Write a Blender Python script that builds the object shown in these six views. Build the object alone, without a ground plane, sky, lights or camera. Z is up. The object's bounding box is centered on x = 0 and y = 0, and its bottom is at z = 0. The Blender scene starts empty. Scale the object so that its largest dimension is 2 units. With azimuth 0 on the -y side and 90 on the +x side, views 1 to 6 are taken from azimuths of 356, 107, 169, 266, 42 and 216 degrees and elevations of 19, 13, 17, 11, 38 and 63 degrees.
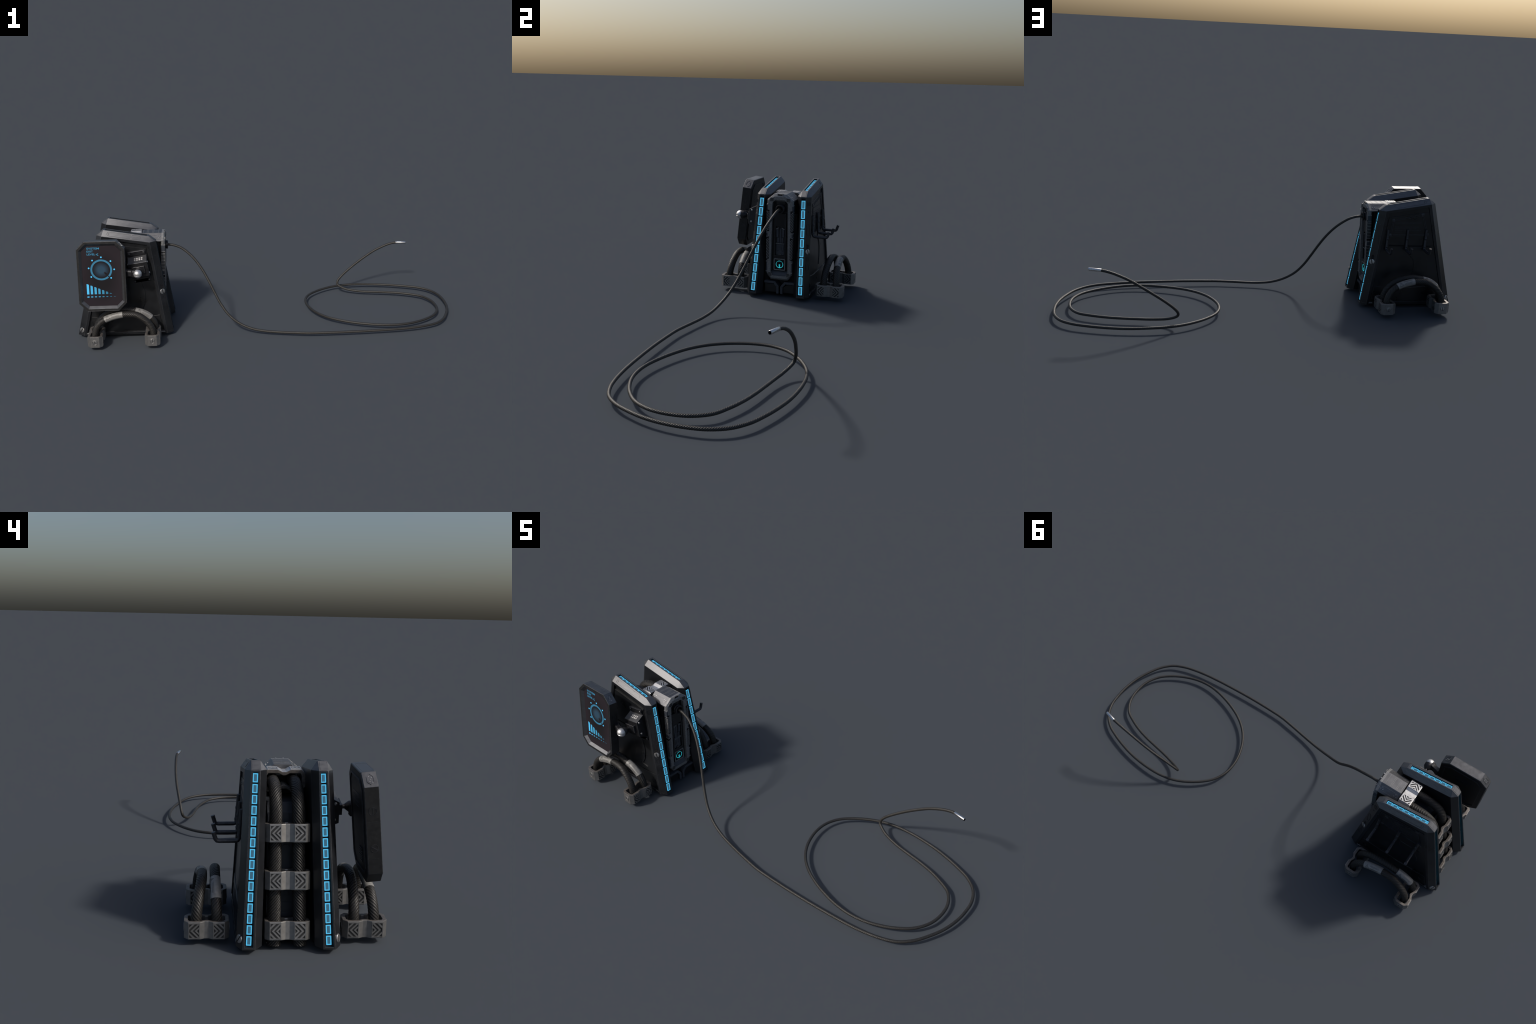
import bpy, bmesh, math, random
from mathutils import Vector as V, Matrix

random.seed(7)
YC = -0.0603            # mid plane between the two side panels
CC = -0.058             # mid plane of the hoses and clamps


# ------------------------------------------------------------------ materials
def nodes_of(name):
    m = bpy.data.materials.new(name)
    m.use_nodes = True
    nt = m.node_tree
    return m, nt, nt.nodes["Principled BSDF"]


def surface(name, col, rough=0.5, metal=0.0, spec=0.5, var=0.25, scale=60.0,
            bump=0.0, bump_scale=400.0, coat=0.0, worn=None, stretch=(1, 1, 1)):
    """Painted / metal surface: colour mottled by noise, roughness varied, fine grain bump."""
    m, nt, b = nodes_of(name)
    N, L = nt.nodes.new, nt.links.new
    tc = N("ShaderNodeTexCoord")
    mp = N("ShaderNodeMapping")
    mp.inputs["Scale"].default_value = stretch
    L(tc.outputs["Object"], mp.inputs["Vector"])
    nz = N("ShaderNodeTexNoise")
    nz.inputs["Scale"].default_value = scale
    nz.inputs["Detail"].default_value = 5
    L(mp.outputs["Vector"], nz.inputs["Vector"])
    rp = N("ShaderNodeValToRGB")
    lo = [c * (1 - var) for c in col]
    hi = [min(1, c * (1 + var)) for c in col]
    rp.color_ramp.elements[0].position = 0.3
    rp.color_ramp.elements[1].position = 0.7
    rp.color_ramp.elements[0].color = (*lo, 1)
    rp.color_ramp.elements[1].color = (*hi, 1)
    L(nz.outputs["Fac"], rp.inputs["Fac"])
    L(rp.outputs["Color"], b.inputs["Base Color"])
    if worn is not None:
        n2 = N("ShaderNodeTexNoise")
        n2.inputs["Scale"].default_value = scale * 2.3
        n2.inputs["Detail"].default_value = 8
        L(tc.outputs["Object"], n2.inputs["Vector"])
        r2 = N("ShaderNodeValToRGB")
        r2.color_ramp.elements[0].position = 0.60
        r2.color_ramp.elements[1].position = 0.72
        L(n2.outputs["Fac"], r2.inputs["Fac"])
        mx = N("ShaderNodeMix")
        mx.data_type = 'RGBA'
        L(r2.outputs["Color"], mx.inputs[0])
        L(rp.outputs["Color"], mx.inputs[6])
        mx.inputs[7].default_value = (*worn, 1)
        L(mx.outputs[2], b.inputs["Base Color"])
    mr = N("ShaderNodeMapRange")
    mr.inputs["To Min"].default_value = max(0.05, rough - 0.08)
    mr.inputs["To Max"].default_value = min(1, rough + 0.08)
    L(nz.outputs["Fac"], mr.inputs["Value"])
    L(mr.outputs["Result"], b.inputs["Roughness"])
    b.inputs["Metallic"].default_value = metal
    b.inputs["Specular IOR Level"].default_value = spec
    b.inputs["Coat Weight"].default_value = coat
    if bump:
        n3 = N("ShaderNodeTexNoise")
        n3.inputs["Scale"].default_value = bump_scale
        n3.inputs["Detail"].default_value = 3
        L(tc.outputs["Object"], n3.inputs["Vector"])
        bp = N("ShaderNodeBump")
        bp.inputs["Strength"].default_value = bump
        bp.inputs["Distance"].default_value = 0.001
        L(n3.outputs["Fac"], bp.inputs["Height"])
        L(bp.outputs["Normal"], b.inputs["Normal"])
    return m


def glow(name, col, strength=1.0, base=0.3):
    m, nt, b = nodes_of(name)
    b.inputs["Base Color"].default_value = (*[c * base for c in col], 1)
    b.inputs["Roughness"].default_value = 0.35
    b.inputs["Emission Color"].default_value = (*col, 1)
    b.inputs["Emission Strength"].default_value = strength
    return m


def srgb(r, g, b):
    f = lambda c: (c / 255 / 12.92) if c <= 10 else ((c / 255 + 0.055) / 1.055) ** 2.4
    return (f(r), f(g), f(b))


M_BODY = surface("dark_body_paint", (0.0098, 0.0107, 0.0126), 0.31, 0.0, 0.50, 0.35, 14, 0.05, 900)
M_CHAMFER = surface("dark_edge_paint", (0.0110, 0.0120, 0.0144), 0.30, 0.0, 0.55, 0.35, 16, 0.05, 900)
M_CAP = surface("brushed_cap_metal", (0.155, 0.157, 0.165), 0.49, 0.9, 0.5, 0.12, 45, 0.06, 700, stretch=(1, 1, 5))
M_INSET = surface("inset_panel_paint", (0.0100, 0.0106, 0.0120), 0.30, 0.0, 0.52, 0.4, 16, 0.04, 900)
M_BLACK = surface("black_gap", (0.006, 0.006, 0.007), 0.7, 0.0, 0.3, 0.2, 40)
M_CORE = surface("core_blue_grey_paint", (0.046, 0.051, 0.062), 0.5, 0.1, 0.4, 0.15, 25, 0.04, 700)  # base raised to offset the occlusion behind the hoses
M_GUN = surface("gunmetal_frame", (0.205, 0.206, 0.208), 0.48, 0.40, 0.5, 0.3, 220, 0.25, 500, worn=(0.27, 0.275, 0.285))
M_CLAMP = surface("clamp_steel", (0.27, 0.267, 0.264), 0.45, 0.78, 0.5, 0.12, 70, 0.08, 600)
M_CLAMPTOP = surface("clamp_steel_sun_lightened", (0.56, 0.56, 0.565), 0.50, 0.88, 0.5, 0.08, 70, 0.05, 600)  # same steel as M_CLAMP, base lightened to carry the top clamp's sun highlight
M_RIM = surface("dark_clamp_rim", (0.135, 0.122, 0.112), 0.5, 0.5, 0.5, 0.3, 120, 0.15, 600)  # rim faces coloured darker and browner than the clamp's sides
M_PIT = surface("clamp_recess", (0.035, 0.035, 0.036), 0.55, 0.3, 0.4, 0.15, 80)
M_SCREW = surface("screw_steel", (0.42, 0.42, 0.42), 0.32, 0.85, 0.5, 0.12, 80)
M_CHROME = surface("ball_chrome", (0.60, 0.60, 0.605), 0.44, 0.85, 0.5, 0.06, 60)
M_HOSE = surface("hose_rubber", (0.0205, 0.0192, 0.0180), 0.40, 0.0, 0.38, 0.35, 240, 0.35, 900, worn=(0.036, 0.033, 0.029))
M_EDGE = surface("pale_edge_metal", (0.075, 0.078, 0.086), 0.4, 0.7, 0.5, 0.4, 160)
M_GROOVE = surface("hose_groove", (0.0125, 0.0115, 0.0105), 0.6, 0.0, 0.3, 0.2, 200)
M_WIRE = surface("cable_braid", (0.0245, 0.0230, 0.0212), 0.38, 0.0, 0.42, 0.4, 320, 0.5, 900, worn=(0.060, 0.053, 0.044))
M_LABEL = surface("label_sleeve", (0.22, 0.215, 0.205), 0.5, 0.1, 0.5, 0.15, 90, 0.05, 700)
M_INK = surface("label_print", (0.045, 0.045, 0.045), 0.6)
M_MON = surface("monitor_casing", (0.0095, 0.0098, 0.0105), 0.45, 0.0, 0.5, 0.35, 90, 0.15, 500, worn=(0.022, 0.022, 0.023))
M_MONTOP = surface("monitor_cap_metal", (0.145, 0.146, 0.152), 0.42, 0.9, 0.5, 0.18, 45, 0.08, 700)
M_MOUNT = surface("mount_black_metal", (0.022, 0.022, 0.025), 0.38, 0.5, 0.5, 0.25, 60, 0.06, 700)
M_PLATE = surface("mount_wedge_metal", (0.10, 0.10, 0.103), 0.5, 0.8, 0.5, 0.15, 60, 0.06, 700)
M_DOT = surface("pale_dots", (0.42, 0.41, 0.40), 0.5)
M_HOOK = surface("hook_black_metal", (0.045, 0.047, 0.054), 0.40, 0.5, 0.5, 0.25, 90, 0.06, 700)  # base lightened to include the reflections seen on the hook bars
M_FERRULE = surface("ferrule_steel", (0.62, 0.62, 0.63), 0.28, 1.0, 0.5, 0.06, 60)


def screen_material():
    """Dark plum display, slightly lighter towards the rim."""
    m, nt, b = nodes_of("display_glass")
    N, L = nt.nodes.new, nt.links.new
    tc = N("ShaderNodeTexCoord")
    mp = N("ShaderNodeMapping")
    mp.inputs["Location"].default_value = (-0.5 * 2.1, -0.5 * 2.1, 0)
    mp.inputs["Scale"].default_value = (2.1, 2.1, 0)
    L(tc.outputs["Generated"], mp.inputs["Vector"])
    gr = N("ShaderNodeTexGradient")
    gr.gradient_type = 'SPHERICAL'
    L(mp.outputs["Vector"], gr.inputs["Vector"])
    rp = N("ShaderNodeValToRGB")
    rp.color_ramp.elements[0].color = (0.0215, 0.0170, 0.0215, 1)
    rp.color_ramp.elements[1].color = (0.0125, 0.0113, 0.0135, 1)
    rp.color_ramp.elements[1].position = 0.55
    L(gr.outputs["Fac"], rp.inputs["Fac"])
    L(rp.outputs["Color"], b.inputs["Base Color"])
    b.inputs["Roughness"].default_value = 0.5
    b.inputs["Specular IOR Level"].default_value = 0.15
    return m


def disc_material():
    """Soft blue glow that fades out from the centre of the dial."""
    m, nt, b = nodes_of("dial_glow")
    N, L = nt.nodes.new, nt.links.new
    tc = N("ShaderNodeTexCoord")
    mp = N("ShaderNodeMapping")
    mp.inputs["Location"].default_value = (-1, -1, 0)
    mp.inputs["Scale"].default_value = (2, 2, 0)
    L(tc.outputs["Generated"], mp.inputs["Vector"])
    gr = N("ShaderNodeTexGradient")
    gr.gradient_type = 'SPHERICAL'
    L(mp.outputs["Vector"], gr.inputs["Vector"])
    rp = N("ShaderNodeValToRGB")
    rp.color_ramp.elements[0].color = (0.0, 0.0, 0.0, 1)
    rp.color_ramp.elements[1].color = (*srgb(36, 66, 84), 1)
    rp.color_ramp.elements[1].position = 0.62
    L(gr.outputs["Fac"], rp.inputs["Fac"])
    L(rp.outputs["Color"], b.inputs["Emission Color"])
    b.inputs["Emission Strength"].default_value = 0.9
    b.inputs["Base Color"].default_value = (0.0125, 0.0113, 0.0135, 1)
    b.inputs["Roughness"].default_value = 0.5
    b.inputs["Specular IOR Level"].default_value = 0.15
    return m


M_SCREEN = screen_material()
M_DISC = disc_material()
M_LED = glow("light_rim_blue", srgb(86, 194, 242), 0.80, 0.15)
M_LEDC = glow("light_centre_blue", srgb(56, 100, 124), 0.85, 0.12)
M_CYAN = glow("power_cyan", srgb(50, 185, 200), 0.78, 0.1)
UI = [glow("display_blue", srgb(*c), 0.95, 0.05) for c in
      ((84, 195, 245), (75, 175, 220), (70, 165, 205), (64, 150, 188), (58, 135, 168), (50, 118, 148), (44, 98, 122), (40, 80, 98))]
M_UIRING = glow("display_ring_blue", srgb(56, 118, 148), 0.95, 0.05)
M_UITEXT = glow("display_text_blue", srgb(58, 132, 165), 0.95, 0.05)


# ------------------------------------------------------------------- helpers
def frame(o, u, v):
    o, u, v = V(o), V(u).normalized(), V(v).normalized()
    n = u.cross(v).normalized()
    v = n.cross(u)
    return (o, u, v, n)


def at(f, a, b, c=0.0):
    return f[0] + f[1] * a + f[2] * b + f[3] * c


def finish(name, bm, mats, parent=None, bevel=0.0, smooth=False, angle=35, seg=2, kind=None, recalc=True, edge=None):
    if recalc:
        bmesh.ops.recalc_face_normals(bm, faces=bm.faces)
    me = bpy.data.meshes.new(name)
    bm.to_mesh(me)
    bm.free()
    for m in (mats if isinstance(mats, (list, tuple)) else [mats]):
        me.materials.append(m)
    ob = bpy.data.objects.new(name, me)
    bpy.context.scene.collection.objects.link(ob)
    if parent:
        ob.parent = parent
    if smooth or bevel:
        for p in me.polygons:
            p.use_smooth = True
        me.set_sharp_from_angle(angle=math.radians(angle))
    if bevel:
        md = ob.modifiers.new("edge_round", 'BEVEL')
        md.width = bevel
        md.segments = seg
        md.limit_method = 'ANGLE'
        md.angle_limit = math.radians(28)
        md.harden_normals = True
        if edge is not None:
            me.materials.append(edge)
            md.material = len(me.materials) - 1
    if kind:
        ob["kind"] = kind
    return ob


def copy_of(ob, parent, matrix=None):
    o = ob.copy()
    bpy.context.scene.collection.objects.link(o)
    o.parent = parent
    if matrix is not None:
        o.matrix_local = matrix
    return o


def empty(name, parent=None, loc=(0, 0, 0)):
    e = bpy.data.objects.new(name, None)
    e.empty_display_size = 0.05
    bpy.context.scene.collection.objects.link(e)
    e.location = loc
    if parent:
        e.parent = parent
    return e


def add_prism(bm, f, poly, c0, c1, mat=0, top_scale=None):
    """Extrude a polygon (a,b) of frame f from height c0 to c1."""
    lo = [bm.verts.new(at(f, a, b, c0)) for a, b in poly]
    if top_scale:
        ca = sum(p[0] for p in poly) / len(poly)
        cb = sum(p[1] for p in poly) / len(poly)
        tp = [(ca + (a - ca) * top_scale, cb + (b - cb) * top_scale) for a, b in poly]
    else:
        tp = poly
    hi = [bm.verts.new(at(f, a, b, c1)) for a, b in tp]
    n = len(poly)
    fs = [bm.faces.new(lo[::-1]), bm.faces.new(hi)]
    for i in range(n):
        fs.append(bm.faces.new((lo[i], lo[(i + 1) % n], hi[(i + 1) % n], hi[i])))
    for x in fs:
        x.material_index = mat
    return fs


def add_ring(bm, f, outer, inner, c0, c1, mat=0, c_in=None):
    """Prism with a hole; c_in lets the inner rim stand at another height than the outer rim."""
    ci = c1 if c_in is None else c_in
    n = len(outer)
    ol = [bm.verts.new(at(f, a, b, c0)) for a, b in outer]
    oh = [bm.verts.new(at(f, a, b, c1)) for a, b in outer]
    il = [bm.verts.new(at(f, a, b, c0)) for a, b in inner]
    ih = [bm.verts.new(at(f, a, b, ci)) for a, b in inner]
    for i in range(n):
        j = (i + 1) % n
        for q in ((ol[i], ol[j], oh[j], oh[i]), (oh[i], oh[j], ih[j], ih[i]),
                  (ih[i], ih[j], il[j], il[i]), (il[i], il[j], ol[j], ol[i])):
            bm.faces.new(q).material_index = mat


def rect(a0, a1, b0, b1):
    return [(a0, b0), (a1, b0), (a1, b1), (a0, b1)]


def octo(hw, hh, cw, ch):
    """Rectangle half sizes hw, hh with corners cut back to cw, ch."""
    return [(cw, -hh), (hw, -ch), (hw, ch), (cw, hh), (-cw, hh), (-hw, ch), (-hw, -ch), (-cw, -hh)]


def circle(r, n=20, ca=0.0, cb=0.0, ph=0.0):
    return [(ca + r * math.cos(2 * math.pi * i / n + ph), cb + r * math.sin(2 * math.pi * i / n + ph)) for i in range(n)]


def pill(l, r, n=8, ca=0, cb=0):
    """Rounded slot along b, half length l."""
    pts = [(ca + r * math.cos(math.pi * i / n), cb + l - r + r * math.sin(math.pi * i / n)) for i in range(n + 1)]
    pts += [(ca - r * math.cos(math.pi * i / n), cb - l + r - r * math.sin(math.pi * i / n)) for i in range(n + 1)]
    return pts


def add_lathe(bm, f, prof, n=28, mat=0):
    """Revolve profile [(radius, height)] about the normal axis of f."""
    rings = []
    for r, h in prof:
        if r < 1e-6:
            rings.append([bm.verts.new(at(f, 0, 0, h))])
        else:
            rings.append([bm.verts.new(at(f, r * math.cos(2 * math.pi * i / n), r * math.sin(2 * math.pi * i / n), h)) for i in range(n)])
    for A, B in zip(rings, rings[1:]):
        for i in range(n):
            j = (i + 1) % n
            if len(A) == 1 and len(B) == 1:
                continue
            if len(A) == 1:
                q = (A[0], B[j], B[i])
            elif len(B) == 1:
                q = (A[i], A[j], B[0])
            else:
                q = (A[i], A[j], B[j], B[i])
            bm.faces.new(q).material_index = mat
    return rings


def clip_rect(poly, a0, a1, b0, b1):
    """Clip a convex polygon to a rectangle."""
    def half(ps, inside, cross):
        out = []
        for i, p in enumerate(ps):
            q = ps[(i + 1) % len(ps)]
            if inside(p):
                out.append(p)
                if not inside(q):
                    out.append(cross(p, q))
            elif inside(q):
                out.append(cross(p, q))
        return out

    def cut(axis, lim, sgn):
        def ins(p):
            return sgn * (p[axis] - lim) >= -1e-9

        def crs(p, q):
            t = (lim - p[axis]) / (q[axis] - p[axis])
            return (p[0] + (q[0] - p[0]) * t, p[1] + (q[1] - p[1]) * t)
        return ins, crs
    for axis, lim, sgn in ((0, a0, 1), (0, a1, -1), (1, b0, 1), (1, b1, -1)):
        if not poly:
            break
        poly = half(poly, *cut(axis, lim, sgn))
    clean = []
    for p in poly:
        if not clean or (abs(p[0] - clean[-1][0]) + abs(p[1] - clean[-1][1])) > 1e-6:
            clean.append(p)
    if len(clean) > 2 and abs(clean[0][0] - clean[-1][0]) + abs(clean[0][1] - clean[-1][1]) < 1e-6:
        clean.pop()
    return clean if len(clean) > 2 else []


def spline(pts, step, ends=True):
    """Catmull-Rom through the points, resampled at even steps."""
    P = [V(p) for p in pts]
    P = [P[0] * 2 - P[1]] + P + [P[-1] * 2 - P[-2]]
    dense = []
    for i in range(1, len(P) - 2):
        p0, p1, p2, p3 = P[i - 1:i + 3]
        for k in range(24):
            t = k / 24
            dense.append(0.5 * ((2 * p1) + (p2 - p0) * t + (2 * p0 - 5 * p1 + 4 * p2 - p3) * t * t + (3 * p1 - p0 - 3 * p2 + p3) * t ** 3))
    dense.append(P[-2])
    d = [0.0]
    for a, b in zip(dense, dense[1:]):
        d.append(d[-1] + (b - a).length)
    n = max(2, int(round(d[-1] / step)))
    out, j = [], 0
    for i in range(n + 1):
        s = d[-1] * i / n
        while j < len(d) - 2 and d[j + 1] < s:
            j += 1
        w = (s - d[j]) / max(1e-9, d[j + 1] - d[j])
        out.append(dense[j].lerp(dense[j + 1], min(1, max(0, w))))
    return out, d[-1] / n


def path_frames(path, ref=None):
    fr = []
    n1 = None
    for i, p in enumerate(path):
        t = (path[min(i + 1, len(path) - 1)] - path[max(i - 1, 0)]).normalized()
        if ref is not None:
            r = V(ref)
        elif n1 is None:
            r = V((0, 0, 1)) if abs(t.z) < 0.9 else V((1, 0, 0))
        else:
            r = n1
        n1 = (r - t * r.dot(t)).normalized()
        fr.append((p, n1, t.cross(n1), t))
    return fr


def add_tube(bm, path, step, R, strands=0, per=4, depth=0.1, pitch=1.0, ref=None, ring=20, taper=None, mat=0, jitter=0.0, gap=None, squash=(1, 1)):
    """Sweep a tube; with strands it gets the twisted ridges of a rope-wound hose."""
    fr = path_frames(path, ref)
    n = strands * per if strands else ring
    rings = []
    ph = [random.uniform(-1, 1) for _ in range(max(1, strands))]
    for i, (p, a, b, t) in enumerate(fr):
        s = i * step
        r0 = R * (taper(i / (len(fr) - 1)) if taper else 1)
        row = []
        for k in range(n):
            th = 2 * math.pi * k / n
            r = r0
            if strands:
                # the mesh itself is twisted, so every valley follows one row of edges
                w = math.sin(math.pi * (k % per) / per)
                r = r0 * (1 - depth + depth * w ** 0.6 + jitter * ph[k // per])
                th -= pitch * s / R
            row.append(bm.verts.new(p + (a * (math.cos(th) * squash[0]) + b * (math.sin(th) * squash[1])) * r))
        rings.append(row)
    for A, B in zip(rings, rings[1:]):
        for k in range(n):
            fc = bm.faces.new((A[k], A[(k + 1) % n], B[(k + 1) % n], B[k]))
            fc.material_index = gap if (gap is not None and strands and (k % per == 0 or k % per == per - 1)) else mat
    bm.faces.new(rings[0][::-1]).material_index = mat
    bm.faces.new(rings[-1]).material_index = mat
    return fr


# ---------------------------------------------------------------- the object
ROOT = empty("power_generator")
ROOT["label"] = "dark sci-fi power generator with screen and long trailing cable"
ROOT["category"] = "generator"


# ------------------------------------------------------------- slotted screws
def screw_mesh():
    bm = bmesh.new()
    f = frame((0, 0, 0), (1, 0, 0), (0, 1, 0))
    R = 0.0134
    for sgn in (-1, 1):                       # two half domes leave the slot between them
        w = 0.0021
        rows = []
        for k in range(6):
            r = R * (1.0, 0.985, 0.94, 0.86, 0.72, 0.50)[k]
            h = 0.0012 + 0.0022 * (0.0, 0.45, 0.75, 0.92, 1.0, 1.03)[k]
            amax = math.acos(min(1, w / r))
            rows.append([bm.verts.new(at(f, r * math.sin(-amax + 2 * amax * i / 12), sgn * r * math.cos(-amax + 2 * amax * i / 12), h)) for i in range(13)])
        base = [bm.verts.new(v.co - f[3] * 0.003) for v in rows[0]]
        rows = [base] + rows
        for A, B in zip(rows, rows[1:]):
            for i in range(12):
                bm.faces.new((A[i], A[i + 1], B[i + 1], B[i]))
            bm.faces.new((A[12], A[0], B[0], B[12]))
        bm.faces.new(rows[-1])
    add_prism(bm, f, circle(R * 0.93, 24), -0.002, 0.0014, 1)
    return finish("screw", bm, [M_SCREW, M_BLACK], None, smooth=True, angle=40)


SCREW = screw_mesh()
bpy.context.scene.collection.objects.unlink(SCREW)


def place(ob, parent, f, scale=1.0, pre=None):
    m = Matrix.Identity(4)
    for i in range(3):
        col = f[1 + i] * scale
        m[0][i], m[1][i], m[2][i] = col.x, col.y, col.z
        m[i][3] = f[0][i]
    return copy_of(ob, parent, pre @ m if pre else m)


# ------------------------------------------------------------------ light cell
def cell_mesh(name, length, width, border=0.0033, h=0.0016):
    bm = bmesh.new()
    f = frame((0, 0, 0), (1, 0, 0), (0, 1, 0))
    o = octo(length / 2, width / 2, length / 2 - 0.0008, width / 2 - 0.0008)
    i = octo(length / 2 - border, width / 2 - border, length / 2 - border - 0.0005, width / 2 - border - 0.0005)
    add_ring(bm, f, o, i, 0, h, 0)
    add_prism(bm, f, i, 0, h - 0.0003, 1)
    ob = finish(name, bm, [M_LED, M_LEDC])
    bpy.context.scene.collection.objects.unlink(ob)
    return ob


CELL_BACK = cell_mesh("light_cell", 0.0278, 0.0158)
CELL_FRONT = cell_mesh("light_cell", 0.0405, 0.0182)
CELL_TOP = cell_mesh("light_cell", 0.0255, 0.0158)
CELL_PART = cell_mesh("light_cell", 0.0080, 0.0158, 0.0030)


# ------------------------------------------------------------------ side panel
# outline of the panel seen along y (x, z): six corners of the narrow edge band
EDGE = [(-0.9995, 0.0145), (-0.8755, 0.5392), (-0.8412, 0.5650), (-0.6200, 0.5284), (-0.5857, 0.5022), (-0.5135, 0.0145)]
FACE = [(-0.9685, 0.0145), (-0.8505, 0.5370), (-0.6150, 0.5010), (-0.5440, 0.0145)]   # broad faces


def off_face_out(z): return 0.1365 + (0.52 - z) * 0.0470
def off_edge_out(z): return 0.1180 + (0.53 - z) * 0.0456
def off_edge_in(z): return 0.0890 + (0.53 - z) * 0.0280
def off_face_in(z): return 0.0676 + (0.537 - z) * 0.0260


def recess(bm, quad, m0, m1, w0, w1, depth, mat_lip, mat_in):
    """Sink a channel in a quad (A-side start, A-side end, B-side end, B-side start).
    m0, m1: end margins in metres; w0, w1: margins across, in metres."""
    a0, a1, b1, b0 = [v.co.copy() for v in quad]
    ln = (a1 - a0).length
    def pt(t_m, w_m, from_b):
        t = t_m / ln
        pa, pb = a0.lerp(a1, t), b0.lerp(b1, t)
        wd = (pb - pa).length
        return pa.lerp(pb, 1 - w_m / wd if from_b else w_m / wd)
    q = [pt(m0, w0, False), pt(ln - m1, w0, False), pt(ln - m1, w1, True), pt(m0, w1, True)]
    nrm = (a1 - a0).cross(b0 - a0).normalized()
    mid = sum(q, V()) / 4
    inward = V((-0.755, mid.y, 0.30)) - mid
    if nrm.dot(inward) < 0:
        nrm = -nrm
    hi = [bm.verts.new(p) for p in q]
    lo = [bm.verts.new(p + nrm * depth) for p in q]
    for i in range(4):
        j = (i + 1) % 4
        bm.faces.new((quad[i], quad[j], hi[j], hi[i])).material_index = mat_lip
        bm.faces.new((hi[i], hi[j], lo[j], lo[i])).material_index = mat_in
    bm.faces.new(lo).material_index = mat_in
    return [v.co.copy() for v in lo], -nrm


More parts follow.
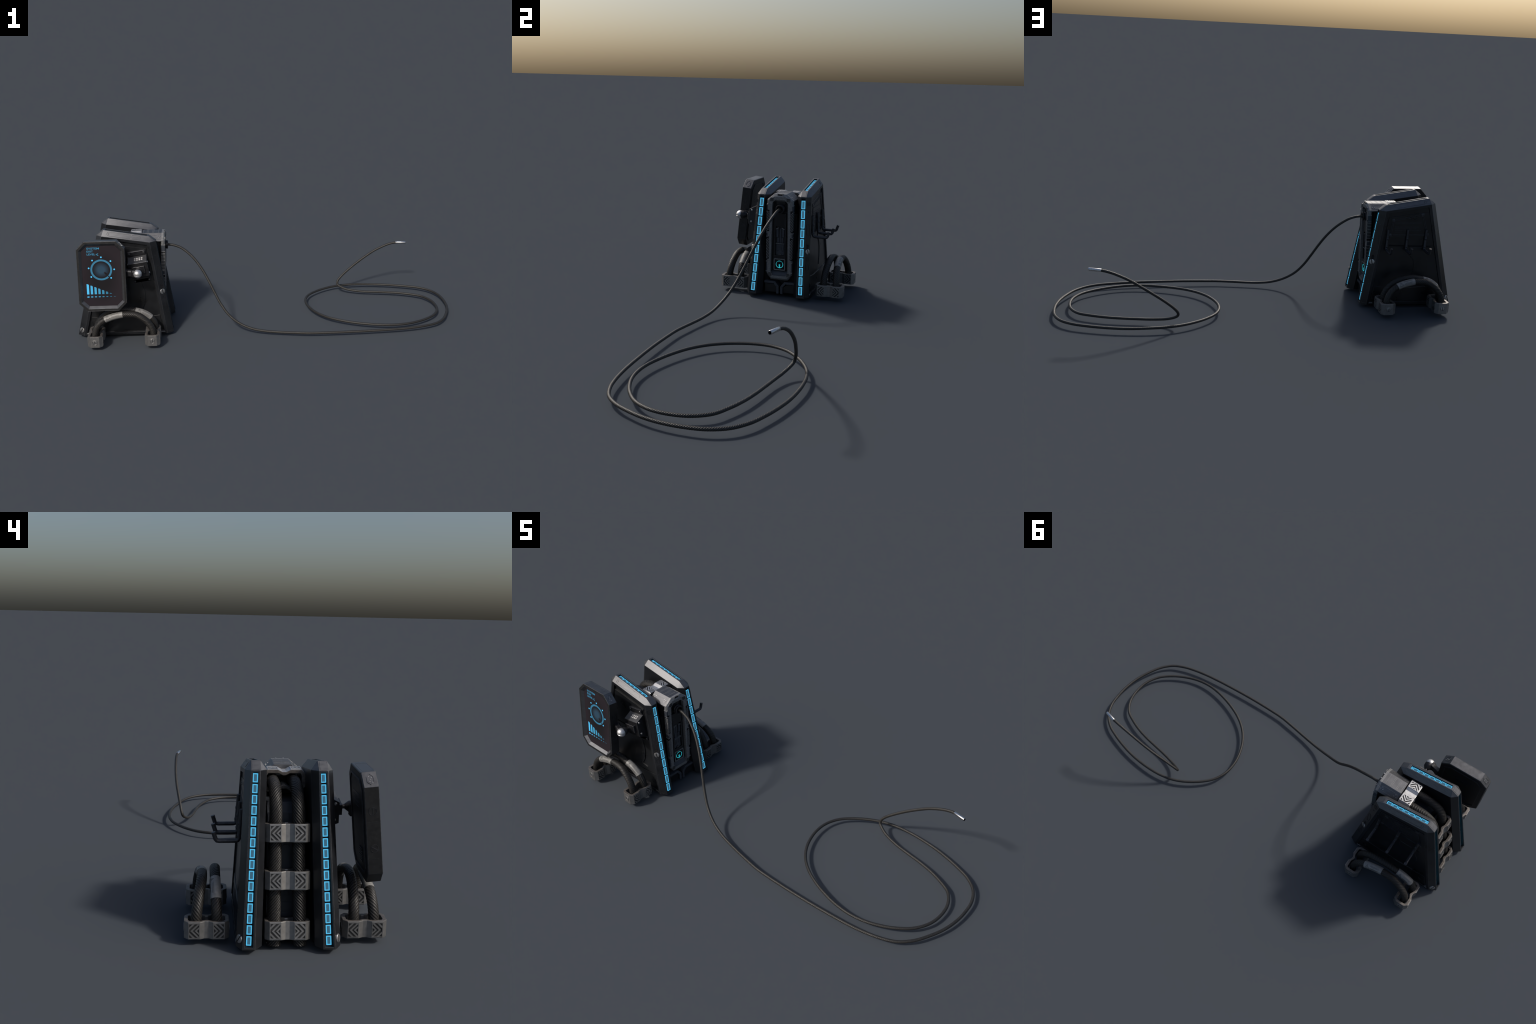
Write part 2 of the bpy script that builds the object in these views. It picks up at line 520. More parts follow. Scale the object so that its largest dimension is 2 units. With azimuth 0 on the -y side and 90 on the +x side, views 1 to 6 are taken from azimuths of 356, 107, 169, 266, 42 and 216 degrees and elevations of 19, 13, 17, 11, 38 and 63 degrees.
def side_panel(s):
    P = lambda x, z, off: V((x, YC + s * off, z))
    bm = bmesh.new()
    EO = [bm.verts.new(P(x, z, off_edge_out(z))) for x, z in EDGE]
    EI = [bm.verts.new(P(x, z, off_edge_in(z))) for x, z in EDGE]
    FO = [bm.verts.new(P(x, z, off_face_out(z))) for x, z in FACE]
    FI = [bm.verts.new(P(x, z, off_face_in(z))) for x, z in FACE]
    BODY, CHAM, CAP, DARK, INS = 0, 1, 2, 3, 4

    def face(vs, m):
        bm.faces.new(vs).material_index = m
    for E_, F_ in ((EO, FO), (EI, FI)):
        face((E_[0], E_[1], F_[1], F_[0]), CHAM)          # back chamfer
        face((E_[1], E_[2], F_[1]), CAP)                  # corner facets of the cap
        face((E_[2], E_[3], F_[2], F_[1]), CAP)           # long top chamfer
        face((E_[3], E_[4], F_[2]), CAP)
        face((E_[4], E_[5], F_[3], F_[2]), CHAM)          # front chamfer
    face((EO[1], EO[2], EI[2], EI[1]), CAP)
    face((EO[3], EO[4], EI[4], EI[3]), CAP)
    face((EO[5], EO[0], EI[0], EI[5]), BODY)              # underside
    face((EO[0], EO[5], FO[3], FO[0]), BODY)
    face((EI[0], EI[5], FI[3], FI[0]), BODY)
    face(FI, BODY)
    back = recess(bm, (EO[0], EO[1], EI[1], EI[0]), 0.0075, 0.0055, 0.0062, 0.0062, 0.0145, CHAM, DARK)
    top = recess(bm, (EO[3], EO[2], EI[2], EI[3]), 0.0095, 0.0090, 0.0055, 0.0055, 0.0098, CAP, DARK)
    front = recess(bm, (EO[5], EO[4], EI[4], EI[5]), 0.0085, 0.0060, 0.0048, 0.0048, 0.0058, CHAM, DARK)
    # outer face with sunk inset
    sunk = 0.0106 if s < 0 else 0.0070
    lift = sunk - 0.0070
    ins = [(-0.9525, 0.0275), (-0.8385, 0.5225), (-0.6275, 0.4875), (-0.5590, 0.0295)]
    IH = [bm.verts.new(P(x, z, off_face_out(z))) for x, z in ins]
    IL = [bm.verts.new(P(x + (0.003 if x < -0.75 else -0.003), z, off_face_out(z) - sunk)) for x, z in ins]
    for i in range(4):
        j = (i + 1) % 4
        face((FO[i], FO[j], IH[j], IH[i]), CHAM)
        face((IH[i], IH[j], IL[j], IL[i]), DARK)
    face(IL, INS)
    pan = finish("side_panel", bm, [M_BODY, M_CHAMFER, M_CAP, M_BLACK, M_INSET], ROOT, bevel=0.0009, seg=1, edge=M_EDGE)

    # --- lights
    def strip(rec, n, first, pitch, cell, lift=0.0, part_at=None):
        lo, nrm = rec
        a = (lo[0] + lo[3]) / 2
        b = (lo[1] + lo[2]) / 2
        d = (b - a).normalized()
        v = nrm.cross(d)
        for i in range(n):
            f = frame(a + d * (first + pitch * i) + nrm * (0.0003 + lift), d, v)
            place(cell, pan, f)
        if part_at is not None:
            place(CELL_PART, pan, frame(a + d * part_at + nrm * (0.0003 + lift), d, v))
    L = (back[0][1] - back[0][0]).length
    strip(back, 16, L - 0.0165 - 15 * 0.0328, 0.0328, CELL_BACK)
    L = (front[0][1] - front[0][0]).length
    strip(front, 10, L - 0.0312 - 9 * 0.0466, 0.0466, CELL_FRONT)
    L = (top[0][1] - top[0][0]).length
    if s > 0:
        strip(top, 7, 0.0140, 0.0280, CELL_TOP, 0, 7 * 0.0280 + 0.0040)
    else:
        strip(top, 7, L - 0.0140 - 6 * 0.0280, 0.0280, CELL_TOP, 0, L - 0.0140 - 6 * 0.0280 - 0.0192)

    # --- frames on chamfers
    def cham_frame(z, front_side, lift=0.0):
        i, j, k, l = (4, 5, 2, 3) if front_side else (1, 0, 1, 0)
        def mix(A, B):
            t = (z - B[1]) / (A[1] - B[1])
            return B[0] + (A[0] - B[0]) * t
        e = P(mix(EDGE[i], EDGE[j]), z, off_edge_out(z))
        q = P(mix(FACE[k], FACE[l]), z, off_face_out(z))
        up = (P(*EDGE[i], off_edge_out(EDGE[i][1])) - P(*EDGE[j], off_edge_out(EDGE[j][1]))).normalized()
        u = (q - e).normalized()
        f = frame((e + q) / 2, u, up)
        out = V((1 if front_side else -1, s, 0))
        if f[3].dot(out) < 0:
            f = frame((e + q) / 2, -u, up)
        return (f[0] + f[3] * lift, f[1], f[2], f[3])

    def turned(f, ang):
        c, n_ = math.cos(ang), math.sin(ang)
        return (f[0], f[1] * c + f[2] * n_, f[2] * c - f[1] * n_, f[3])
    place(SCREW, pan, turned(cham_frame(0.2402, True), math.radians(105)))
    place(SCREW, pan, turned(cham_frame(0.0425, False), math.radians(60)))
    bm = bmesh.new()
    # round inspection cap, slots, and pale dashes modelling white glints on the front chamfer
    f = cham_frame(0.468, True)
    add_ring(bm, f, circle(0.0125, 24), circle(0.0112, 24), -0.0005, 0.0012, 0)
    for k in range(-2, 3):
        add_prism(bm, f, rect(k * 0.004 - 0.0008, k * 0.004 + 0.0008, -0.008, 0.008), -0.0005, 0.0006, 0)
    for z, l, r in ((0.432, 0.0035, 0.0033), (0.272, 0.010, 0.0075), (0.205, 0.012, 0.0075), (0.165, 0.019, 0.0095), (0.345, 0.03, 0.0095)):
        f = cham_frame(z, True)
        add_ring(bm, f, pill(l, r), pill(l - 0.0011, r - 0.0011), -0.0005, 0.0011, 0)
    for z in (0.30, 0.128, 0.026):
        f = cham_frame(z, True)
        for a in (-0.008, 0.008):
            add_prism(bm, f, rect(a - 0.0022, a + 0.0022, -0.0007, 0.0007), -0.0005, 0.0007, 2)
    f = cham_frame(0.255, True)
    add_prism(bm, f, pill(0.0125, 0.0062, 8, 0, 0.008), -0.0005, 0.0002, 1)
    for z in (0.432, 0.2215, 0.0235):
        f = cham_frame(z, True)
        add_prism(bm, f, rect(-0.0040, 0.0040, -0.0007, 0.0007), -0.0005, 0.0009, 2)
    finish("chamfer_fittings", bm, [M_CHAMFER, M_BLACK, M_PLATE], pan, kind="stuff")

    # cover strips on caps: thin plate on each cap slope, engraved capsule on the long chamfer
    bm = bmesh.new()
    for i, j in ((1, 2), (4, 3)):
        a = (EDGE[i], EDGE[j])
        p0 = P(*a[0], (off_edge_out(a[0][1]) + off_edge_in(a[0][1])) / 2)
        p1 = P(*a[1], (off_edge_out(a[1][1]) + off_edge_in(a[1][1])) / 2)
        f = frame((p0 + p1) / 2, p1 - p0, V((0, 1, 0)))
        if f[3].z < 0:
            f = frame((p0 + p1) / 2, p1 - p0, V((0, -1, 0)))
        l = (p1 - p0).length / 2
        add_prism(bm, f, rect(-l + 0.002, l - 0.002, -0.0098, 0.0098), -0.001, 0.0007)
    e0, e1 = P(*EDGE[2], off_edge_out(EDGE[2][1])), P(*EDGE[3], off_edge_out(EDGE[3][1]))
    g0, g1 = P(*FACE[1], off_face_out(FACE[1][1])), P(*FACE[2], off_face_out(FACE[2][1]))
    mid = (e0 + e1 + g0 + g1) / 4
    f = frame(mid, e1 - e0, (e0 + e1) - (g0 + g1))
    if f[3].z < 0:
        f = (f[0], -f[1], f[2], -f[3])
    def along(ca, ln, r, w=0.0008):
        o = [(b + ca, a) for a, b in pill(ln, r)]
        i = [(b + ca, a) for a, b in pill(ln - w, r - w)]
        add_ring(bm, f, o, i, -0.0006, 0.0005, 1)
    sx = 1 if f[1].x > 0 else -1
    along(sx * -0.010, 0.083, 0.0105)
    add_prism(bm, f, rect(sx * -0.083 - 0.0006, sx * -0.083 + 0.0006, -0.006, 0.006), -0.0006, 0.0006, 1)
    for a, b in ((0.028, 0.008), (0.028, -0.010)):
        add_prism(bm, f, circle(0.0022, 8, sx * a, b), -0.0005, 0.0009, 0)
    finish("cap_fittings", bm, [M_CAP, M_CHAMFER], pan, kind="stuff")

    # --- things inside the inset
    zz = 0.30
    org = P(-0.755, zz, off_face_out(zz) - sunk)
    dn = P(-0.755, 0.1, off_face_out(0.1) - sunk)
    f = frame(org, V((1, 0, 0)), org - dn)
    flip = f[3].y * s < 0
    if flip:                                         # keep the normal outward, x still points to +x
        f = (f[0], f[1], f[2], -f[3])
    q = lambda pts: [(x + 0.755, (z - zz) * 1.0011) for x, z in pts]
    bm = bmesh.new()
    # raised upper cover, its lower lip makes the ledge
    add_prism(bm, f, q([(-0.8445, 0.497), (-0.6345, 0.468), (-0.6120, 0.329), (-0.8820, 0.322), (-0.8650, 0.40)]), -0.001, 0.0028 + lift)
    finish("sign_cover", bm, M_INSET, pan, bevel=0.0010, seg=1, edge=M_CHAMFER)
    if s > 0:
        bm = bmesh.new()
        quad = [(-0.6578, 0.4536), (-0.8101, 0.4820), (-0.8416, 0.3807), (-0.6453, 0.3772)]
        for x, z in quad:
            add_lathe(bm, (at(f, *q([(x, z)])[0], 0.0028), f[1], f[2], f[3]), [(0.0095, 0), (0.0095, 0.0016), (0.0075, 0.0024), (0, 0.0024)], 18)
        for i in range(4):
            a, b = V((*q([quad[i]])[0], 0)), V((*q([quad[(i + 1) % 4]])[0], 0))
            d = (b - a).normalized()
            n_ = V((-d.y, d.x, 0))
            for w in (-0.0032, 0.0032):
                p0, p1 = a + d * 0.013 + n_ * w, b - d * 0.013 + n_ * w
                add_prism(bm, f, [((p0 - n_ * 0.0013).x, (p0 - n_ * 0.0013).y), ((p1 - n_ * 0.0013).x, (p1 - n_ * 0.0013).y),
                                  ((p1 + n_ * 0.0013).x, (p1 + n_ * 0.0013).y), ((p0 + n_ * 0.0013).x, (p0 + n_ * 0.0013).y)], 0.0016, 0.0046)
        finish("sign_frame", bm, M_HOOK, pan, kind="stuff", smooth=True, angle=40)
        bm = bmesh.new()
        for z, x0, x1 in ((0.4411, -0.665, -0.805), (0.4200, -0.667, -0.800), (0.4115, -0.667, -0.780), (0.4030, -0.668, -0.806), (0.3942, -0.669, -0.708)):
            x = x0
            while x > x1 + 0.004:
                w = random.uniform(0.004, 0.013)
                w = min(w, x - x1)
                h = 0.0022 if z > 0.43 else 0.0015
                add_prism(bm, f, q([(x - w, z - h), (x, z - h), (x, z + h), (x - w, z + h)]), 0.0016, 0.0040)
                x -= w + 0.0022
        finish("sign_lines", bm, M_HOOK, pan, kind="stuff")
    # black bar drawn as the cover's shadow, pale bar as the scoop's light streak
    bm = bmesh.new()
    add_prism(bm, f, q([(-0.860, 0.3155), (-0.645, 0.3215), (-0.644, 0.3275), (-0.866, 0.3225)]), -0.001, 0.0030 + lift, 0)
    glint_bar = [(-0.856, 0.1070), (-0.755, 0.1000), (-0.750, 0.1035), (-0.850, 0.1105)] if s > 0 else [(-0.715, 0.1440), (-0.640, 0.1320), (-0.636, 0.1350), (-0.712, 0.1475)]
    add_prism(bm, f, q(glint_bar), -0.001, 0.0042, 1)
    finish("ledge_shadow_and_glint_bars", bm, [M_BLACK, M_PLATE], pan, bevel=0.0006, seg=1, kind="stuff")
    # curved lower plates: a rib sweeps down from the ledge and turns towards the front
    bm = bmesh.new()
    def strip_poly(left, right):
        return q(left) + q(right[::-1])
    rib_l = [(-0.822, 0.316), (-0.838, 0.285), (-0.8535, 0.248), (-0.856, 0.215), (-0.850, 0.172), (-0.832, 0.140)]
    rib_r = [(-0.752, 0.316), (-0.7535, 0.277), (-0.778, 0.250), (-0.7835, 0.220), (-0.780, 0.180), (-0.764, 0.135)]
    if s < 0:
        rib_l, rib_r = [(-1.504 - x, z) for x, z in rib_r], [(-1.504 - x, z) for x, z in rib_l]
    add_prism(bm, f, strip_poly(rib_l, rib_r), -0.001, 0.0030 + lift * 0.4)
    finish("rib", bm, M_INSET, pan, bevel=0.0014, seg=2, edge=M_CHAMFER)
    # apron below: sloped lip at its top edge
    bm = bmesh.new()
    lip = q([(-0.926, 0.112), (-0.86, 0.106), (-0.66, 0.106), (-0.578, 0.114)])
    low = q([(-0.9455, 0.031), (-0.5645, 0.033)])
    add_prism(bm, f, lip + low[::-1], -0.001, 0.0030, 0, 0.985)
    finish("apron", bm, M_INSET, pan, bevel=0.0012, seg=2)
    bm = bmesh.new()
    for x, z in ((-0.912, 0.076), (-0.594, 0.071)):
        fr = (at(f, *q([(x, z)])[0], 0.0030), f[1], f[2], f[3])
        add_lathe(bm, fr, [(0.0150, 0), (0.0150, 0.0012), (0.0135, 0.0012), (0.0125, 0.0002), (0, 0.0002)], 24)
    finish("hose_boss", bm, [M_INSET], pan, kind="stuff", smooth=True, angle=30)
    # bright rail along the bottom of the inset with two end tabs
    bm = bmesh.new()
    g = frame(P(-0.755, 0.0255, off_face_out(0.0255) - 0.0035), V((1, 0, 0)), V((0, 0, 1)))
    if g[3].y * s < 0:
        g = (g[0], g[1], g[2], -g[3])
    add_prism(bm, g, rect(-0.165, 0.172, -0.0018, 0.0018), -0.004, 0.0030)
    for a, b in ((-0.201, -0.183), (0.177, 0.200)):
        add_prism(bm, g, [(a, -0.003), (b, -0.003), (b - 0.003, 0.0025), (a + 0.003, 0.0025)], -0.004, 0.0042, 1)
    finish("rail", bm, [M_PLATE, M_SCREW], pan, bevel=0.0006, seg=1)
    return pan


PANEL_A = side_panel(-1)
PANEL_B = side_panel(1)


# --------------------------------------------------------------------- clamps
def chevron_plate(bm, f, hw, hh, outward):
    """Sunk chevron panel: dark ground, thin frame, arrow bars pointing to +a (outward=1)."""
    add_prism(bm, f, rect(-hw, hw, -hh, hh), -0.001, 0.0003, 1)
    w = 0.0020
    for r in (rect(-hw, hw, hh - w, hh), rect(-hw, hw, -hh, -hh + w)):
        add_prism(bm, f, r, -0.001, 0.0021, 0)
    for r in (rect(-hw, -hw + w, -hh + w, hh - w), rect(hw - w, hw, -hh + w, hh - w)):
        add_prism(bm, f, r, -0.001, 0.0021, 0)
    a0, a1, b = -hw + w, hw - w, hh - w
    apex = hw - 0.0005
    k = 0
    for t0, t1 in ((-0.0105, -0.0035), (0.0055, 0.0120), (0.0187, 0.0245)):
        for sg in (1, -1):
            tip0, tip1 = apex - t0, apex - t1
            arm = [(tip0, 0), (tip1, 0), (tip1 - 0.04, sg * 0.04), (tip0 - 0.04, sg * 0.04)]
            if sg < 0:
                arm = arm[::-1]
            arm = [(a * outward, bb) for a, bb in clip_rect(arm, a0, a1, -b, b)]
            if len(arm) > 2:
                add_prism(bm, f, arm if outward > 0 else arm[::-1], -0.001, 0.0018, 0)


def clamp_mesh(seats=True, steel=None):
    """Double hose clamp: long axis y, hose axis z, waisted front and back (x)."""
    hx, hl, hz = 0.0352, 0.0694, 0.0283
    q = [(0.0062, hx - 0.0072), (0.0200, hx), (0.0558, hx), (hl, hx - 0.0140)]
    w = 0.0120
    qi = [(0.0040, hx - 0.0072 - w), (0.0180, hx - w), (0.0525, hx - w), (hl - w, hx - 0.0195)]

    def full(q):
        pts = [(x, l) for l, x in q]
        pts += [(-x, l) for l, x in q[::-1]]
        pts += [(-x, -l) for l, x in q]
        pts += [(x, -l) for l, x in q[::-1]]
        return pts
    bm = bmesh.new()
    f = frame((0, 0, 0), (1, 0, 0), (0, 1, 0))
    add_ring(bm, f, full(q), full(qi), -hz, hz, 0)
    bmesh.ops.recalc_face_normals(bm, faces=bm.faces)
    es = [e for e in bm.edges if len(e.link_faces) == 2 and e.calc_face_angle(0) > 1.2]
    bmesh.ops.bevel(bm, geom=es, offset=0.0017, segments=2, affect='EDGES', profile=0.6)
    for face in bm.faces:
        face.material_index = 2 if abs(face.normal.z) > 0.75 else 0
    for sx in (1, -1):
        for sl in (1, -1):
            g = frame((sx * hx, sl * 0.0379, 0), (0, sx, 0), (0, 0, 1))
            chevron_plate(bm, g, 0.0172, 0.0242, sl * sx)
    for sl in ((1, -1) if seats else ()):
        g = frame((0, sl * hl, 0), (-sl, 0, 0), (0, 0, 1))
        # countersunk seat
        add_lathe(bm, g, [(0.0128, -0.002), (0.0128, 0.0012), (0.0105, 0.0012), (0.0098, 0.0003), (0.0, 0.0003)], 24, 1)
        add_lathe(bm, g, [(0.0132, -0.002), (0.0132, 0.0014), (0.0116, 0.0018), (0.0106, 0.0010), (0.0104, 0.0002)], 24, 0)
    ob = finish("clamp", bm, [steel or M_CLAMP, M_PIT, M_RIM], None, smooth=True, angle=12, recalc=True)
    bpy.context.scene.collection.objects.unlink(ob)
    return ob


CLAMP = clamp_mesh()
CLAMP_PLAIN = clamp_mesh(False)
CLAMP_TOP = clamp_mesh(False, M_CLAMPTOP)


def put_clamp(parent, centre, ax_x, ax_y, pre=None, src=None):
    ax_x, ax_y = V(ax_x).normalized(), V(ax_y).normalized()
    return place(src or CLAMP, parent, (V(centre), ax_x, ax_y, ax_x.cross(ax_y)), 1.0, pre)


# ------------------------------------------------------- hose handles (4 feet)
SQ_A, SQ_B = 1.07, 0.97          # the bundled hoses are a little wider than high


def label_on(fr, step, R, i0, i1, centre, spread, parent):
    """Sleeve label wrapped part way round a hose, with a warning triangle and lines of print."""
    bm = bmesh.new()
    n = 18
    rows = []
    for i in range(i0, i1 + 1):
        p, a, b, t = fr[i]
        rows.append([bm.verts.new(p + (a * (math.cos(th) * SQ_A) + b * (math.sin(th) * SQ_B)) * rr)
                     for rr, th in [(R * 0.97, centre - spread)] + [(R * 1.05, centre - spread + 2 * spread * k / n) for k in range(n + 1)] + [(R * 0.97, centre + spread)]])
    for A, B in zip(rows, rows[1:]):
        for k in range(n + 2):
            bm.faces.new((A[k], A[k + 1], B[k + 1], B[k]))
    bm.faces.new(rows[0])
    bm.faces.new(rows[-1][::-1])
    lab = finish("warning_label", bm, M_LABEL, parent, smooth=True, angle=50)
    L = (i1 - i0) * step

    p_, a_, b_, t_ = fr[(i0 + i1) // 2]
    flip = 1 if (b_ * math.cos(centre) - a_ * math.sin(centre)).z > 0 else -1

    def on(s, h):
        x = i0 + s / step
        k = int(min(len(fr) - 2, max(0, math.floor(x))))
        w = x - k
        p = fr[k][0].lerp(fr[k + 1][0], w)
        a = fr[k][1].lerp(fr[k + 1][1], w)
        b = fr[k][2].lerp(fr[k + 1][2], w)
        th = centre + flip * h / R
        return p, a * (math.cos(th) * SQ_A) + b * (math.sin(th) * SQ_B)
    bm = bmesh.new()

    def stroke(s0, h0, s1, h1, wd=0.0011):
        d = V((s1 - s0, h1 - h0, 0))
        m = max(1, int(d.length / 0.003))
        nn = V((-d.y, d.x, 0)).normalized() * wd / 2
        prev = None
        for k in range(m + 1):
            c = V((s0, h0, 0)) + d * k / m
            vs = []
            for sg in (1, -1):
                p, o = on(c.x + sg * nn.x, c.y + sg * nn.y)
                vs += [bm.verts.new(p + o * R * 1.03), bm.verts.new(p + o * (R * 1.05 + 0.0004))]
            if prev:
                bm.faces.new((prev[1], prev[3], vs[3], vs[1]))
                bm.faces.new((prev[0], prev[1], vs[1], vs[0]))
                bm.faces.new((prev[3], prev[2], vs[2], vs[3]))
            prev = vs
    x0 = 0.008
    tri = [(x0, -0.010), (x0 + 0.021, -0.010), (x0 + 0.0105, 0.009)]
    for i in range(3):
        stroke(*tri[i], *tri[(i + 1) % 3], 0.0013)
    stroke(x0 + 0.0105, -0.003, x0 + 0.0105, 0.004, 0.0014)
    stroke(x0 + 0.0105, -0.0075, x0 + 0.0105, -0.006, 0.0014)
    for h in (0.008, 0.0045, -0.003, -0.006, -0.009):
        stroke(x0 + 0.026, h, L - random.uniform(0.006, 0.022), h, 0.0009)
    finish("label_print", bm, M_INK, lab, kind="stuff")


def handle(s):
    """One hose handle: two arched hoses held by a clamp at either end. s=+1 rotates it to the far side."""
    turn = (lambda x, y, z: V((x, y, z))) if s < 0 else (lambda x, y, z: V((2 * -0.752 - x, 2 * CC - y, z)))
    h = empty("hose_handle", ROOT, (-0.752, CC + s * 0.246, 0))
    inv = Matrix.Translation(h.location).inverted()
    out = V((0, s, 0))
    prof_out = [(-0.8940, 0.028), (-0.8950, 0.070), (-0.8850, 0.108), (-0.8640, 0.137), (-0.8370, 0.1535), (-0.8010, 0.1660), (-0.7560, 0.1750),
                (-0.7200, 0.1755), (-0.6880, 0.1715), (-0.6560, 0.1540), (-0.6290, 0.1270), (-0.6130, 0.0990), (-0.6075, 0.0700), (-0.6090, 0.028)]
    prof_in = [(-0.8960, 0.028), (-0.8960, 0.065), (-0.8890, 0.100), (-0.8690, 0.134), (-0.8400, 0.1590), (-0.8020, 0.1760), (-0.7600, 0.1825),
               (-0.7300, 0.1805), (-0.6970, 0.1725), (-0.6580, 0.1600), (-0.6230, 0.1350), (-0.6040, 0.1040), (-0.5990, 0.0700), (-0.6010, 0.028)]
    for prof, yb, ya, name in ((prof_out, 0.2795, 0.2680 if s < 0 else 0.2620, "out"), (prof_in, 0.2145, 0.2200, "in")):
        top = max(p[1] for p in prof)
        drop = lambda z: z - 0.0025 * min(1.0, max(0.0, (z - 0.08) / 0.06))
        pts = [turn(x, CC - (yb + (ya - yb) * ((z - 0.028) / (top - 0.028)) ** 2.2), drop(z)) for x, z in prof]
        step = 0.0026
        path, step = spline(pts, step)
        bm = bmesh.new()
        R = 0.0160
        fr = add_tube(bm, path, step, R, strands=9, per=6, depth=0.075, pitch=1.12 if name == "out" else -1.12, ref=(0, 1, 0), jitter=0.012, gap=1, squash=(SQ_A, SQ_B))
        ho = finish("hose", bm, [M_HOSE, M_GROOVE], h, smooth=True, angle=80)
        ho.matrix_local = inv
        # label interval along x, given on the near side
        xa, xb = (-0.842, -0.754) if name == "out" else (-0.697, -0.6215)
        xs = [p[0] if s < 0 else 2 * -0.752 - p[0] for p in path]
        hi = [i for i, p in enumerate(path) if p.z > 0.10]
        i0 = min(hi, key=lambda i: abs(xs[i] - xa))
        i1 = min(hi, key=lambda i: abs(xs[i] - xb))
        p, a, b, t = fr[(i0 + i1) // 2]
        want = (out * 0.75 + V((0, 0, 0.7))).normalized()
        cen = math.atan2(want.dot(b), want.dot(a))
        label_on(fr, step, R, i0, i1, cen, math.radians(118), ho)
    for x in (-0.8925, -0.6120):
        c = turn(x, CC - 0.2463, 0.0465)
        put_clamp(h, c, (s, 0, 0), (0, s, 0), inv)
        g = frame(turn(x, CC - 0.2463 - 0.0694, 0.0465) , V((-s, 0, 0)), V((0, 0, 1)))
        g = (g[0] - out * 0.0010, V((-s, 0, 0)), V((0, 0, 1)), out)
        place(SCREW, h, (g[0], V((0, 0, 1)), V((s, 0, 0)), out), 0.74, inv)


handle(-1)
handle(1)


# ------------------------------------------------------------------ back hoses
hp = [(-0.640, 0.473), (-0.690, 0.473), (-0.740, 0.474), (-0.785, 0.470), (-0.823, 0.453), (-0.847, 0.422), (-0.858, 0.385),
      (-0.863, 0.345), (-0.894, 0.215), (-0.9305, 0.060), (-0.9425, 0.0050)]
for sg in (1, -1):
    pts = [V((x, CC + sg * (0.0345 + 0.0055 * min(1, max(0, (0.45 - z) / 0.4))), z)) for x, z in hp]
    path, st = spline(pts, 0.0028)
    bm = bmesh.new()
    tp = lambda t: 1.0 + 0.07 * min(1, max(0, (t - 0.25) / 0.5))
    add_tube(bm, path, st, 0.0197, strands=13, per=6, depth=0.08, pitch=-1.0 * sg, ref=(0, 1, 0), taper=tp, jitter=0.012, gap=1)
    finish("hose", bm, [M_HOSE, M_GROOVE], ROOT, smooth=True, angle=80)
slope = V((-0.1700, 0, -1)).normalized()          # clamps lean a little with the hoses
for x, z in ((-0.8668, 0.3440), (-0.9010, 0.2035), (-0.9350, 0.0560)):
    put_clamp(ROOT, (x + 0.0005, CC + 0.0005, z), V((-slope.z, 0, slope.x)), (0, 1, 0), None, CLAMP_PLAIN)
put_clamp(ROOT, (-0.6925, YC - 0.0003, 0.4755), (0, 0, 1), (0, 1, 0), None, CLAMP_TOP)


# ------------------------------------------------------------------------ core
def core():
    y0, y1 = -0.0615, 0.0615
    f = frame((0, YC, 0), (1, 0, 0), (0, 0, 1))          # a = x, b = z, normal = -y
    bm = bmesh.new()
    prof = [(-0.8725, 0.020), (-0.6200, 0.020), (-0.6200, 0.419), (-0.7800, 0.419), (-0.8080, 0.392)]
    add_prism(bm, f, prof, y0, y1)
    c = finish("core_block", bm, M_CORE, ROOT, bevel=0.002, seg=2)
    # raised plates on the sloping back
    g = frame((-0.8080, YC, 0.392), (0, -1, 0), V((0.0645, 0, 0.372)))
    if g[3].x > 0:
        g = frame((-0.8080, YC, 0.392), (0, 1, 0), V((0.0645, 0, 0.372)))
    bm = bmesh.new()
    for p in (rect(-0.058, -0.009, -0.096, -0.004), rect(0.009, 0.058, -0.096, -0.004),
              rect(-0.058, -0.019, -0.150, -0.100), rect(0.019, 0.058, -0.150, -0.100), rect(-0.058, -0.019, -0.198, -0.154), rect(0.019, 0.058, -0.198, -0.154),
              octo(0.0150, 0.047, 0.006, 0.038), rect(-0.058, -0.008, -0.262, -0.202), rect(0.008, 0.058, -0.262, -0.202),
              rect(-0.056, 0.056, -0.312, -0.284), rect(-0.058, 0.058, -0.345, -0.316), rect(-0.005, 0.005, -0.262, -0.202)):
        if len(p) == 8:
            p = [(a, b - 0.149) for a, b in p]
        add_prism(bm, g, p, -0.001, 0.0022)
    finish("core_plates", bm, M_CORE, c, bevel=0.0006, seg=1, kind="stuff")
    # bridge from the hose channel to the connector box
    bm = bmesh.new()
    add_prism(bm, f, [(-0.700, 0.430), (-0.560, 0.430), (-0.560, 0.474), (-0.700, 0.450)], -0.050, 0.050)
    add_prism(bm, f, [(-0.640, 0.10), (-0.585, 0.10), (-0.575, 0.476), (-0.640, 0.476)], -0.0625, 0.0625)
    add_prism(bm, f, [(-0.662, 0.300), (-0.650, 0.300), (-0.650, 0.4795), (-0.662, 0.4795)], -0.0640, 0.0640)
    for sg in (1, -1):
        lo_, hi_ = sorted((sg * 0.0600, sg * 0.0780))
        add_prism(bm, f, [(-0.660, 0.060), (-0.581, 0.060), (-0.578, 0.410), (-0.584, 0.416), (-0.660, 0.416)], lo_, hi_)
    finish("housing", bm, M_BLACK, c)


core()


